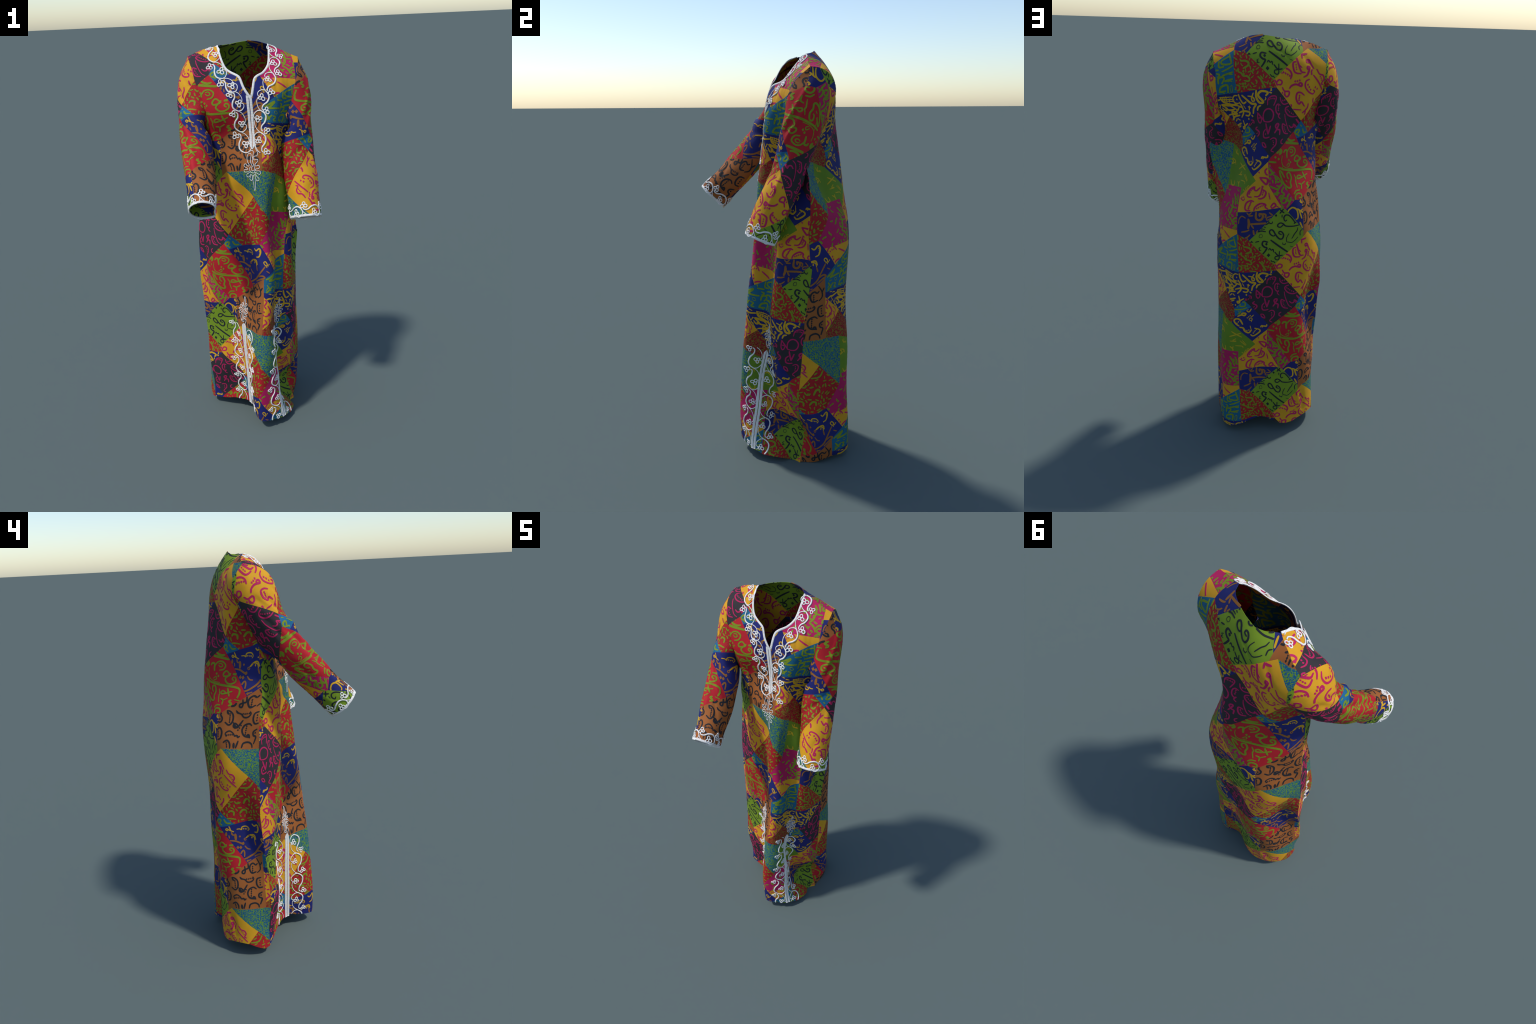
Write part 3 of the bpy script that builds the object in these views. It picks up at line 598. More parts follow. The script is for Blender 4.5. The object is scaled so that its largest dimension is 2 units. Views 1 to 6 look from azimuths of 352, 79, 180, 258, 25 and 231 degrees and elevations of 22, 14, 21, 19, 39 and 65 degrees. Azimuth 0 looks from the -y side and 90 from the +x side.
write('NY', [
    (4.0, (-93, 0), (-98, -26)),
    (4.0, (-84, 2), (-89, -27)),
    (4.0, (-74, 2), (-80, -28)),
    (7.0, (-12, -2), (-30, -2), (-46, -19), (-39, -36), (-16, -39)),
    (7.0, (-20, -19)),
    (9.0, (-4, 3), (1, -21), (13, -38), (30, -32)),
    (10.0, (15, -2), (33, -19), (56, -41), (78, -46), (64, -64), (59, -85)),
    (7.0, (45, -7), (67, -14), (74, -29), (64, -32), (61, -19), (73, 3)),
    (11.0, (88, 12), (84, -16), (96, -41), (115, -40), (94, -10), (110, 7), (140, 0), (130, -13)),
    (9.0, (-11, -33), (2, -56), (3, -82), (-15, -104)),
    (9.0, (-30, -84), (7, -73), (40, -79), (34, -94), (16, -92)),
    (7.0, (37, -54), (48, -58)),
    (6.0, (44, -51), (40, -69)),
    (10.0, (-30, -96), (-65, -103), (-82, -127), (-69, -145), (-28, -132)),
    (9.0, (-19, -55), (-50, -81), (-96, -91)),
    (9.0, (-104, -37), (-71, -45), (-28, -42)),
    (9.0, (-101, -57), (-79, -67), (-53, -66)),
    (8.0, (19, -130), (-5, -145), (-16, -148), (-11, -156), (-1, -148), (-8, -118)),
    (8.0, (-34, -144), (-76, -162)),
    (6.0, (-68, -168), (-38, -169)),
    (9.0, (82, -74), (87, -60), (100, -55)),
    (8.0, (32, -109)),
    (8.0, (-24, -168)),
    (7.0, (147, 0), (157, -3)),
    (5.0, (122, -33), (128, -28), (127, -21)),
    (4.0, (12, -48), (21, -63)),
    (9.0, (-186, -20), (-161, -11), (-142, -13), (-107, -7)),
    (5.0, (-105, 3), (-46, -7)),
    (5.0, (-102, -6), (-38, -21)),
    (5.0, (-99, -15), (-41, -30)),
    (9.0, (-103, 0), (-96, -22), (-56, -43), (4, -57)),
    (4.0, (-156, -12), (-100, -100)),
    (8.0, (-116, -50), (-104, -66), (-92, -57), (-112, -34), (-77, -42), (-38, -71)),
    (8.0, (-72, -104), (-71, -74), (-42, -88), (-67, -91)),
])
write('N1', [
    (9.0, (17, -272), (4, -248), (-13, -242), (-26, -253), (-15, -271), (0, -282)),
    (6.0, (-10, -267)),
    (6.0, (-3, -259)),
    (4.0, (64, -244), (58, -253), (48, -247), (53, -239), (64, -243), (59, -260)),
    (6.0, (39, -237)),
    (6.0, (46, -231)),
    (6.0, (53, -225)),
    (5.0, (57, -235), (70, -223)),
    (9.0, (4, -290), (20, -294), (28, -312), (47, -323), (60, -308)),
    (4.0, (60, -308), (54, -283)),
    (6.0, (28, -306)),
    (6.0, (38, -309)),
    (6.0, (48, -307)),
    (8.0, (57, -335), (68, -343), (86, -334), (105, -316), (100, -305), (78, -298)),
    (6.0, (70, -326)),
    (6.0, (75, -319)),
    (6.0, (80, -312)),
    (6.0, (86, -305)),
    (8.0, (108, -291), (112, -284), (119, -285), (116, -292)),
    (8.0, (116, -285), (137, -286), (139, -277)),
    (9.0, (-8, -228), (10, -220), (25, -223), (31, -212), (15, -210), (10, -220)),
    (7.0, (32, -191), (46, -204), (58, -188)),
    (6.0, (42, -188)),
    (6.0, (48, -181)),
])
write('N3', [
    (8.0, (260, -583), (274, -577), (276, -555), (270, -535), (251, -524), (233, -535), (229, -551)),
    (8.0, (275, -533), (291, -545), (307, -557)),
    (8.0, (284, -540), (295, -580)),
    (7.0, (293, -546), (305, -534)),
    (9.0, (302, -491), (292, -501), (305, -509), (303, -520)),
    (8.0, (285, -598), (298, -626)),
])
write('NO', [
    (13.0, (50, -574), (52, -596), (48, -618)),
    (10.0, (54, -597), (90, -595), (138, -593)),
    (11.0, (102, -559), (100, -547), (115, -553), (113, -570), (99, -578), (85, -568), (85, -540)),
    (9.0, (116, -547), (129, -553), (126, -566)),
    (7.0, (145, -543), (161, -556)),
    (6.0, (157, -559), (134, -567), (134, -579), (151, -571)),
    (6.0, (1, -599), (4, -576), (18, -562), (36, -569)),
    (7.0, (42, -544), (52, -552), (64, -541)),
    (8.0, (52, -558), (70, -556)),
    (8.0, (63, -602), (73, -616)),
    (9.0, (72, -627), (76, -654)),
    (8.0, (17, -638), (37, -633), (52, -626)),
    (7.0, (24, -670), (43, -662), (56, -649)),
    (7.0, (41, -665), (47, -677)),
    (6.0, (92, -627), (85, -640)),
])
write('RW', [
    (10.0, (27, 145), (44, 144), (60, 135), (58, 121), (37, 112)),
    (8.0, (23, 154), (28, 144)),
    (8.0, (4, 104), (15, 114), (12, 101)),
    (8.0, (12, 101), (26, 93), (35, 80), (52, 77), (63, 64), (57, 55), (38, 60)),
    (9.0, (-3, 46), (11, 39), (8, 25), (-4, 19)),
    (9.0, (101, 70), (112, 59), (120, 42), (133, 17)),
    (10.0, (36, 100)),
    (10.0, (37, 87)),
    (10.0, (81, 100)),
    (10.0, (41, 47)),
    (10.0, (44, 33)),
    (10.0, (30, 47)),
    (10.0, (12, 79)),
    (10.0, (153, 37)),
    (7.0, (58, 93), (73, 96), (80, 85)),
    (8.0, (4, 145), (3, 126)),
    (7.0, (15, 62), (22, 68)),
    (7.0, (23, 36), (34, 36), (32, 23)),
    (7.0, (89, 57), (95, 50), (92, 41)),
    (7.0, (112, 73), (122, 59)),
    (6.0, (145, 50), (140, 35)),
    (7.0, (150, 26), (162, 20)),
    (6.0, (-4, 166), (11, 152)),
    (7.0, (10, 186), (15, 176)),
    (8.0, (-4, 200), (-2, 178)),
    (7.0, (17, 194), (27, 188)),
    (6.0, (69, 49), (81, 37)),
    (6.0, (78, 30), (91, 32)),
    (7.0, (116, 31), (120, 20)),
    (6.0, (94, 101), (106, 110)),
    (6.0, (50, 22), (83, 17)),
])
write('RW2', [
    (9.0, (426, 20), (466, 24), (486, 52)),
    (11.0, (431, -69), (444, -46), (459, -43), (463, -59)),
    (11.0, (406, -124), (422, -107), (439, -110), (440, -126)),
    (10.0, (353, -116), (361, -108), (377, -114), (376, -132)),
    (10.0, (484, -99), (484, -115)),
    (8.0, (325, -151), (357, -150), (383, -156)),
    (9.0, (401, -93), (417, -94)),
    (9.0, (415, -30), (432, -26)),
    (8.0, (387, -56), (398, -69), (415, -62)),
    (6.0, (398, -69), (406, -60), (410, -70)),
    (11.0, (330, -125)),
    (11.0, (459, -75)),
    (11.0, (456, 63)),
    (9.0, (352, -65), (363, -71), (356, -86)),
    (8.0, (441, 38), (455, 46)),
    (8.0, (468, 68), (475, 58)),
    (9.0, (380, -32), (394, -29), (399, -18)),
    (8.0, (495, -19), (497, -37)),
    (9.0, (472, -80), (473, -95)),
    (8.0, (500, -82), (515, -72)),
    (8.0, (409, -162), (422, -161)),
    (8.0, (443, -155), (462, -148)),
    (8.0, (476, -129), (497, -125)),
    (7.0, (407, -18), (416, -6)),
    (8.0, (366, -89), (377, -98)),
    (9.0, (464, -132)),
    (9.0, (455, -119)),
    (9.0, (501, -100)),
    (8.0, (447, -167), (472, -157)),
    (7.0, (444, 7), (458, 12)),
    (7.0, (485, -3), (500, -3)),
])
write('T1', [
    (8.0, (-12, -178), (-10, -156), (22, -149), (26, -170), (2, -172), (2, -158)),
    (8.0, (-25, -193), (7, -190), (36, -180)),
    (6.0, (-6, -202), (1, -206), (7, -200)),
    (7.0, (-8, -217), (5, -209)),
])
write('T2', [
    (9.0, (312, -189), (298, -184), (286, -176), (293, -163), (309, -162), (300, -183)),
    (9.0, (326, -158), (338, -176), (357, -176)),
    (6.0, (309, -139), (317, -145)),
    (6.0, (308, -191)),
])
write('N2', [
    (6.0, (384, -211), (398, -211), (406, -217), (407, -206), (416, -199), (434, -200), (445, -214), (438, -223)),
    (6.0, (415, -212)),
    (6.0, (425, -213)),
    (6.0, (433, -214)),
    (8.0, (464, -185), (475, -194), (495, -180), (502, -197), (492, -222), (476, -227)),
    (5.0, (496, -193)),
    (5.0, (497, -202)),
    (5.0, (495, -212)),
    (7.0, (430, -260), (450, -246), (472, -246), (478, -267)),
    (6.0, (458, -258)),
    (6.0, (343, -212), (338, -218), (331, -213), (337, -206), (343, -211), (368, -224)),
    (6.0, (348, -194), (355, -216)),
], orange=[
    (11.0, (332, -230), (330, -251)),
    (8.0, (358, -227), (361, -240), (371, -242)),
    (13.0, (375, -238), (376, -267)),
    (7.0, (344, -245), (346, -259)),
    (9.0, (348, -272), (376, -276), (403, -290), (413, -286), (411, -296), (403, -290)),
    (13.0, (384, -310)),
    (13.0, (398, -311)),
    (5.0, (427, -269), (422, -275), (416, -270), (420, -263), (427, -268)),
    (9.0, (396, -252)),
    (9.0, (443, -249)),
    (8.0, (382, -384), (390, -358), (408, -328), (416, -338), (415, -360)),
    (9.0, (397, -367), (418, -372), (448, -357), (472, -340), (494, -309), (520, -273)),
    (7.0, (419, -305), (431, -319), (446, -323)),
    (9.0, (469, -358), (496, -342), (519, -331), (506, -322), (480, -331)),
    (7.0, (407, -377), (418, -389), (432, -379)),
    (8.0, (471, -276), (476, -298)),
    (7.0, (424, -402), (432, -384), (447, -378)),
    (6.0, (529, -295), (545, -305)),
], yellow=[
    (6.0, (519, -261), (527, -268), (533, -260), (524, -246), (515, -251), (519, -261)),
    (6.0, (426, -261), (445, -247), (469, -255), (472, -273)),
    (6.0, (530, -273)),
    (6.0, (537, -267)),
    (6.0, (543, -261)),
    (6.0, (457, -261)),
])
write('BR', [
    (9.0, (345, -470), (360, -471), (376, -487), (376, -517), (361, -535), (341, -524)),
    (7.0, (361, -484)),
    (7.0, (362, -492)),
    (7.0, (362, -502)),
    (7.0, (362, -511)),
    (7.0, (362, -521)),
    (11.0, (346, -475), (354, -484)),
    (8.0, (389, -466), (400, -475), (415, -481), (427, -494), (446, -492), (458, -479), (454, -468)),
    (7.0, (422, -478)),
    (7.0, (431, -478)),
    (7.0, (440, -476)),
    (7.0, (450, -475)),
    (10.0, (392, -472), (402, -477)),
    (9.0, (479, -397), (470, -405), (457, -396), (443, -406), (439, -426), (450, -448), (471, -441)),
    (7.0, (454, -414)),
    (7.0, (454, -424)),
    (7.0, (454, -434)),
    (7.0, (453, -443)),
    (9.0, (431, -396), (432, -420), (420, -426), (404, -434), (402, -445), (412, -448), (417, -434), (414, -412)),
    (10.0, (388, -426), (378, -442), (357, -449)),
    (9.0, (325, -472), (313, -489), (324, -506), (322, -520), (310, -527), (303, -517)),
    (8.0, (312, -512)),
    (9.0, (303, -558), (320, -552), (330, -571), (324, -599), (309, -608)),
    (7.0, (308, -562)),
    (7.0, (310, -572)),
    (7.0, (310, -582)),
    (7.0, (310, -592)),
    (9.0, (402, -535), (393, -547), (382, -538), (389, -525), (402, -534)),
    (9.0, (381, -523), (398, -545), (412, -528), (424, -509)),
    (7.0, (405, -556)),
    (7.0, (411, -546)),
    (7.0, (417, -534)),
    (7.0, (353, -588), (348, -574), (367, -562), (385, -573), (391, -585)),
    (9.0, (391, -585), (402, -581), (406, -590), (414, -584)),
    (7.0, (356, -582)),
    (7.0, (365, -580)),
    (7.0, (374, -579)),
    (7.0, (383, -578)),
    (9.0, (468, -532), (454, -523), (433, -533), (424, -557), (435, -581), (462, -587)),
    (10.0, (444, -585), (455, -574), (462, -588)),
    (7.0, (444, -535)),
    (7.0, (443, -545)),
    (7.0, (442, -555)),
    (7.0, (441, -566)),
    (7.0, (440, -575)),
    (9.0, (340, -617), (358, -606), (371, -620), (373, -640)),
    (7.0, (355, -618)),
    (7.0, (357, -627)),
    (7.0, (358, -636)),
    (12.0, (390, -618), (391, -638)),
    (9.0, (409, -607), (400, -638)),
    (9.0, (427, -636), (434, -616), (457, -609), (474, -619), (478, -634)),
    (9.0, (495, -470), (475, -479), (472, -506), (483, -525), (501, -522)),
    (7.0, (489, -486)),
    (7.0, (490, -498)),
    (7.0, (490, -510)),
    (9.0, (497, -550), (480, -562), (481, -578), (495, -587), (485, -617)),
    (8.0, (490, -567)),
    (7.0, (477, -370), (493, -401), (494, -427), (478, -445)),
    (7.0, (505, -386), (493, -408)),
])
write('GP', [
    (7.0, (-37, -316), (-11, -332), (12, -347)),
    (7.0, (8, -324), (-48, -345)),
    (6.0, (-118, -302), (-108, -313), (-128, -333)),
    (6.0, (-16, -356), (-31, -367), (-13, -371), (-46, -371)),
    (7.0, (-47, -403), (-33, -416), (-33, -431)),
    (6.0, (-31, -402), (-34, -416)),
    (7.0, (-108, -402), (-96, -423), (-76, -422), (-78, -403)),
    (4.0, (4, -368), (30, -399)),
    (4.0, (15, -367), (33, -395)),
    (5.0, (-18, -396), (13, -401), (17, -411)),
    (5.0, (34, -434), (40, -419), (52, -424), (34, -432)),
    (5.0, (11, -438), (20, -444), (30, -425)),
    (5.0, (-97, -255), (-88, -273), (-68, -273)),
    (5.0, (-94, -306), (-86, -327)),
    (6.0, (-123, -294), (-91, -311), (-122, -324), (-124, -295)),
    (5.0, (-83, -255), (-85, -271), (-65, -281)),
])
write('YP', [
    (8.0, (-193, -19), (-178, -26), (-183, -42), (-193, -54)),
    (9.0, (-170, -51), (-151, -83), (-164, -103), (-183, -109)),
    (4.0, (-151, -103), (-157, -106), (-167, -98), (-161, -93), (-151, -102)),
    (8.0, (-189, -85)),
    (8.0, (-191, -103)),
    (8.0, (-173, -24)),
    (9.0, (-182, -128), (-172, -146), (-187, -158), (-193, -182)),
    (4.0, (-142, -67), (-125, -86), (-128, -103), (-144, -89)),
    (7.0, (-162, -124), (-153, -142), (-159, -154)),
    (8.0, (-189, -54), (-179, -67)),
    (7.0, (-135, -104), (-132, -123), (-147, -131)),
])
write('PY', [
    (8.0, (-172, -660), (-161, -633), (-132, -632), (-116, -651)),
    (7.0, (-161, -659)),
    (7.0, (-153, -650)),
    (7.0, (-143, -645)),
    (7.0, (-132, -644)),
    (9.0, (-135, -716), (-108, -702), (-51, -704)),
    (8.0, (-156, -682)),
    (8.0, (-142, -678)),
    (8.0, (-136, -693)),
    (6.0, (-154, -678), (-160, -680), (-164, -673), (-158, -671), (-154, -678)),
    (8.0, (-101, -651), (-45, -683)),
])

# small scattered ticks between the big strokes of the two red script patches
def inside(poly, q):
    poly = np.asarray(poly, float); q = np.asarray(q, float); x, y = q[:, 0], q[:, 1]; r = np.zeros(len(q), bool)
    for (x0, y0), (x1, y1) in zip(poly, np.roll(poly, -1, 0)):
        c = (y0 > y) != (y1 > y)
        r ^= c & (x < (x1 - x0) * (y - y0) / (y1 - y0 + 1e-15) + x0)
    return r

def scatter_ticks(patch, ink, count, size, pen):
    taken = [np.array(s[2:], float) / 1000 for s in INK[ink] if s[0] == patch]
    taken = np.vstack([smooth(q, .004) if len(q) > 2 else q for q in taken]); poly = np.array(TILE[patch]); lo, hi = poly.min(0), poly.max(0); tries = 0
    while count and tries < 3000:
        tries += 1; c = np.array([rng.uniform(lo[0], hi[0]), rng.uniform(lo[1], hi[1])])
        if not inside(poly, c[None])[0] or np.linalg.norm(taken - c, axis=1).min() < size * .85: continue
        a = rng.uniform(0, math.tau); L = size * rng.uniform(.4, .62); d = np.array([math.cos(a), math.sin(a)]); n = np.array([-d[1], d[0]]) * rng.choice((-.5, -.3, .3, .5))
        q = np.array([c - d * L, c + n * L * .6, c + d * L]); q = np.vstack([q, q[-1] + n * L]) if rng.random() < .4 else q
        taken = np.vstack([taken, q]); INK[ink].append((patch, pen * rng.uniform(.8, 1.2)) + tuple(map(tuple, q * 1000))); count -= 1
scatter_ticks("red_wave", "ink_green", 30, .014, 5.5); scatter_ticks("red_tick", "ink_green", 34, .015, 6.5)
scatter_ticks("navy_script", "ink_yellow", 12, .017, 6.); scatter_ticks("pink", "ink_green", 10, .016, 7.); scatter_ticks("pink_tall", "ink_green", 12, .018, 8.); scatter_ticks("azure", "ink_green", 6, .018, 6.)

# ------------------------------------------------------------------ materials
def node(t, kind, **inputs):
    n = t.nodes.new(kind)
    for k, v in inputs.items():
        n.inputs[k.replace("_", " ")].default_value = v
    return n

def base_material(name, rough=.75, sheen=.0):
    m = bpy.data.materials.new(name); m.use_nodes = True; t = m.node_tree; b = t.nodes["Principled BSDF"]
    b.inputs["Roughness"].default_value = rough; b.inputs["Specular IOR Level"].default_value = .25
    b.inputs["Sheen Weight"].default_value = sheen; b.inputs["Sheen Roughness"].default_value = .5
    co = t.nodes.new("ShaderNodeTexCoord")
    return m, t, b, co

def weave(t, b, co, scale, strength):
    n = node(t, "ShaderNodeTexNoise", Scale=scale, Detail=2.0); t.links.new(co.outputs["Object"], n.inputs["Vector"])
    bp = node(t, "ShaderNodeBump", Strength=strength, Distance=.001); t.links.new(n.outputs[0], bp.inputs["Height"]); t.links.new(bp.outputs[0], b.inputs["Normal"])

def mottle(t, co, colour, amount=.10, scale=14.0):
    """Slightly uneven dye: a slow noise darkens and lightens the colour."""
    n = node(t, "ShaderNodeTexNoise", Scale=scale, Detail=4.0, Roughness=.6); t.links.new(co.outputs["Object"], n.inputs["Vector"])
    r = t.nodes.new("ShaderNodeValToRGB"); r.color_ramp.elements[0].position = .3; r.color_ramp.elements[1].position = .7
    r.color_ramp.elements[0].color = tuple(c * (1 - amount) for c in colour) + (1,)
    r.color_ramp.elements[1].color = tuple(c * (1 + amount) for c in colour) + (1,)
    t.links.new(n.outputs[0], r.inputs[0]); return r.outputs[0]

def scribble(t, co, under, colour, scale, width, seed):
    """Fine winding lines: the zero contours of a noise field."""
    mp = t.nodes.new("ShaderNodeMapping"); mp.inputs["Location"].default_value = (seed, seed * 2.3, seed * .7); t.links.new(co.outputs["Object"], mp.inputs[0])
    n = node(t, "ShaderNodeTexNoise", Scale=scale, Detail=1.0, Distortion=.4); t.links.new(mp.outputs[0], n.inputs["Vector"])
    s = t.nodes.new("ShaderNodeMath"); s.operation = "SUBTRACT"; s.inputs[1].default_value = .5; t.links.new(n.outputs[0], s.inputs[0])
    a = t.nodes.new("ShaderNodeMath"); a.operation = "ABSOLUTE"; t.links.new(s.outputs[0], a.inputs[0])
    c = t.nodes.new("ShaderNodeMath"); c.operation = "LESS_THAN"; c.inputs[1].default_value = width; t.links.new(a.outputs[0], c.inputs[0])
    mx = t.nodes.new("ShaderNodeMix"); mx.data_type = "RGBA"; t.links.new(c.outputs[0], mx.inputs["Factor"])
    t.links.new(under, mx.inputs["A"]); mx.inputs["B"].default_value = colour + (1,); return mx.outputs["Result"]

GREEN, PINKC, YEL, ORANGE, DARK = (.170, .235, .010), (.42, .010, .085), (.56, .31, .010), (.27, .105, .018), (.014, .016, .021)
COLOUR = {
    "lime": (.165, .260, .014), "black": (.026, .022, .026), "gold": (.59, .29, .011), "red_wave": (.36, .010, .015), "navy_script": (.010, .014, .115),
    "azure_small": (.008, .105, .220), "navy_bowl": (.011, .015, .125), "red_fine": (.30, .010, .015), "gold_flower": (.58, .28, .011), "leaf": (.115, .205, .012),
    "gold_bowl": (.57, .28, .011), "pink": (.40, .008, .085), "red": (.40, .010, .018), "azure_drop": (.008, .105, .220), "navy_tool": (.011, .015, .125),
    "red_tick": (.36, .009, .015), "teal_fine": (.007, .085, .180), "brown": (.30, .095, .021), "navy_ring": (.010, .014, .115), "navy_orange": (.010, .014, .115),
    "pink_tall": (.40, .008, .085), "gold_bar": (.58, .28, .011), "azure": (.007, .100, .200)}
FINE = {"teal_fine": [((.125, .25, .010), 105., .055, 1.)], "red_fine": [((.14, .20, .010), 85., .042, 2.), ((.17, .005, .008), 130., .05, 5.)],
        "red_wave": [((.17, .026, .008), 85., .016, 3.)], "red_tick": [((.16, .026, .008), 80., .018, 4.)], "azure": [((.02, .13, .09), 90., .012, 6.)]}
MAT = {}
for name, col in COLOUR.items():
    m, t, b, co = base_material("printed_cloth_" + name)
    out = mottle(t, co, col, .07)
    for line, sc, wd, seed in FINE.get(name, ()):
        out = scribble(t, co, out, line, sc, wd, seed)
    t.links.new(out, b.inputs["Base Color"]); weave(t, b, co, 700., .12); MAT[name] = m
for name, col in dict(ink_green=GREEN, ink_pink=PINKC, ink_yellow=YEL, ink_orange=ORANGE, ink_black=DARK, ink_ochre=(.42, .30, .012)).items():
    m, t, b, co = base_material(name); t.links.new(mottle(t, co, col, .06), b.inputs["Base Color"]); weave(t, b, co, 700., .12); MAT[name] = m
m, t, b, co = base_material("white_cord", .8, .0); t.links.new(mottle(t, co, (.74, .72, .69), .10, 160.), b.inputs["Base Color"]); weave(t, b, co, 420., .55); MAT["cord"] = m
m, t, b, co = base_material("white_braid", .8, .0)
wv = node(t, "ShaderNodeTexWave", Scale=95., Distortion=1.5, Detail=1.0); wv.wave_type = "BANDS"; wv.bands_direction = "Z"; t.links.new(co.outputs["Object"], wv.inputs["Vector"])
bp = node(t, "ShaderNodeBump", Strength=.5, Distance=.0015); t.links.new(wv.outputs[1], bp.inputs["Height"]); t.links.new(bp.outputs[0], b.inputs["Normal"])
t.links.new(mottle(t, co, (.74, .72, .69), .09, 120.), b.inputs["Base Color"]); MAT["braid"] = m

# ------------------------------------------------------------------ building helpers
COLLECTION = bpy.context.scene.collection
kaftan = bpy.data.objects.new("kaftan", None); COLLECTION.objects.link(kaftan)
kaftan["label"] = "long patchwork kaftan with printed script and white cord embroidery"
kaftan["category"] = "kaftan dress"

def make(name, parent, verts, faces, mats, index=None, flat=False, sharp=None, kind=None):
    me = bpy.data.meshes.new(name); me.from_pydata(np.asarray(verts).tolist(), [], faces if isinstance(faces, list) else np.asarray(faces).tolist())
    for m_ in mats:
        me.materials.append(m_)
    if index is not None:
        me.polygons.foreach_set("material_index", np.asarray(index, np.int32))
    me.polygons.foreach_set("use_smooth", np.full(len(me.polygons), not flat))
    me.update()
    if sharp:
        me.set_sharp_from_angle(angle=math.radians(sharp))
    o = bpy.data.objects.new(name, me); COLLECTION.objects.link(o); o.parent = parent
    if kind:
        o["kind"] = kind
    return o

def shifts(outline, poly=None):
    o = np.asarray(outline); lo, hi = o.min(0), o.max(0)
    for i in range(-2, 4):
        for j in range(-5, 6):
            d = np.array([i * W, -i * H / 2 + j * H])
            if lo[0] - .8 < d[0] < hi[0] + .8 and lo[1] - 1.2 < d[1] < hi[1] + 1.2:
                yield d

def subdivide(poly, step, closed=True):
    p = np.asarray(poly, float); q = np.roll(p, -1, 0) if closed else p[1:]; out = []
    for a, b in zip(p if closed else p[:-1], q):
        n = max(1, int(round(np.linalg.norm(b - a) / step))); out += [a + (b - a) * k / n for k in range(n)]
    return np.array(out if closed else out + [p[-1]])

def cloth_mesh(name, key, step=.0092):
    """Cut the pattern piece along every patch border, triangulate, drape, give it two faces and a rim."""
    outline, piece = np.array(OUTLINE[key]), PIECE[key]
    lo, hi = outline.min(0), outline.max(0)
    pts, edges = [], []
    def chain(p, closed=True):
        k = len(pts); pts.extend(map(tuple, p)); n = len(p)
        edges.extend((k + a, k + (a + 1) % n) for a in range(n if closed else n - 1))
    border = subdivide(outline, step * .8); chain(border)
    lines = []
    for d in shifts(outline):
        for poly in TILE.values():
            q = np.array(poly) + d
            if (q.max(0) > lo).all() and (q.min(0) < hi).all():
                for a, b in zip(q, np.roll(q, -1, 0)):
                    key_ = tuple(sorted((tuple(np.round(a, 4)), tuple(np.round(b, 4)))))
                    lines.append(key_)
    for a, b in sorted(set(lines)):
        s = subdivide([a, b], step * .85, False); keep = inside(outline, s)
        k = 0
        while k < len(s):                    # runs that lie inside the piece (one step over the border)
            if keep[k]:
                e = k
                while e + 1 < len(s) and keep[e + 1]: e += 1
                run = s[max(0, k - 1):min(len(s), e + 2)]
                if len(run) > 1: chain(run, False)
                k = e + 1
            else:
                k += 1
    fixed = np.array(pts)
    gx = np.arange(lo[0], hi[0], step); gy = np.arange(lo[1], hi[1], step * .866)
    grid = np.array([(x + (step / 2 if r % 2 else 0), y) for r, y in enumerate(gy) for x in gx])
    grid = grid[inside(outline, grid)]
    cell = {}                                # keep the grid clear of the cut lines
    for x, y in fixed:
        cell.setdefault((int(x // step), int(y // step)), []).append((x, y))
    def clear(x, y):
        i, j = int(x // step), int(y // step)
        return all((x - a) ** 2 + (y - b) ** 2 > (step * .55) ** 2 for m_ in (-1, 0, 1) for n_ in (-1, 0, 1) for a, b in cell.get((i + m_, j + n_), ()))
    grid = [tuple(g) for g in grid if clear(*g)]
    vs, _, fs, *_ = delaunay_2d_cdt([Vector(p) for p in pts + grid], edges, [], 0, 1e-6)
    uv = np.array([tuple(v) for v in vs]); tri = np.array([f for f in fs if len(f) == 3])
    cen = uv[tri].mean(1); tri = tri[inside(outline, cen)]; cen = uv[tri].mean(1)
    names = list(TILE); mat = np.full(len(tri), -1)
    for d in shifts(outline):
        for k, n_ in enumerate(names):
            todo = np.where(mat < 0)[0]; q = np.array(TILE[n_]) + d
            c = cen[todo]; box = ((c > q.min(0)) & (c < q.max(0))).all(1); todo = todo[box]
            if len(todo): mat[todo[inside(q, cen[todo])]] = k
    mat[mat < 0] = names.index("brown")
    used = np.unique(tri); remap = np.full(len(uv), -1); remap[used] = np.arange(len(used)); uv = uv[used]; tri = remap[tri]
    X, N = piece.both(uv); n = len(uv)
    a, b, c = X[tri[:, 0]], X[tri[:, 1]], X[tri[:, 2]]
    if (np.cross(b - a, c - a) * N[tri[:, 0]]).sum() < 0: tri = tri[:, ::-1]
    verts = np.vstack([X + N * CLOTH, X - N * CLOTH])
    e = np.vstack([tri[:, [0, 1]], tri[:, [1, 2]], tri[:, [2, 0]]]); es = np.sort(e, 1)
    _, first, count = np.unique(es, axis=0, return_index=True, return_counts=True)
    rim = e[first[count == 1]]; rim_mat = np.tile(mat, 3)[first[count == 1]]
    faces = tri.tolist() + (tri[:, ::-1] + n).tolist() + [(p + n, q + n, q, p)[::1] for p, q in rim.tolist()]
    idx = np.concatenate([mat, mat, rim_mat])
    o = make(name, kaftan, verts, faces, [MAT[n_] for n_ in names], idx, sharp=60)
    return o

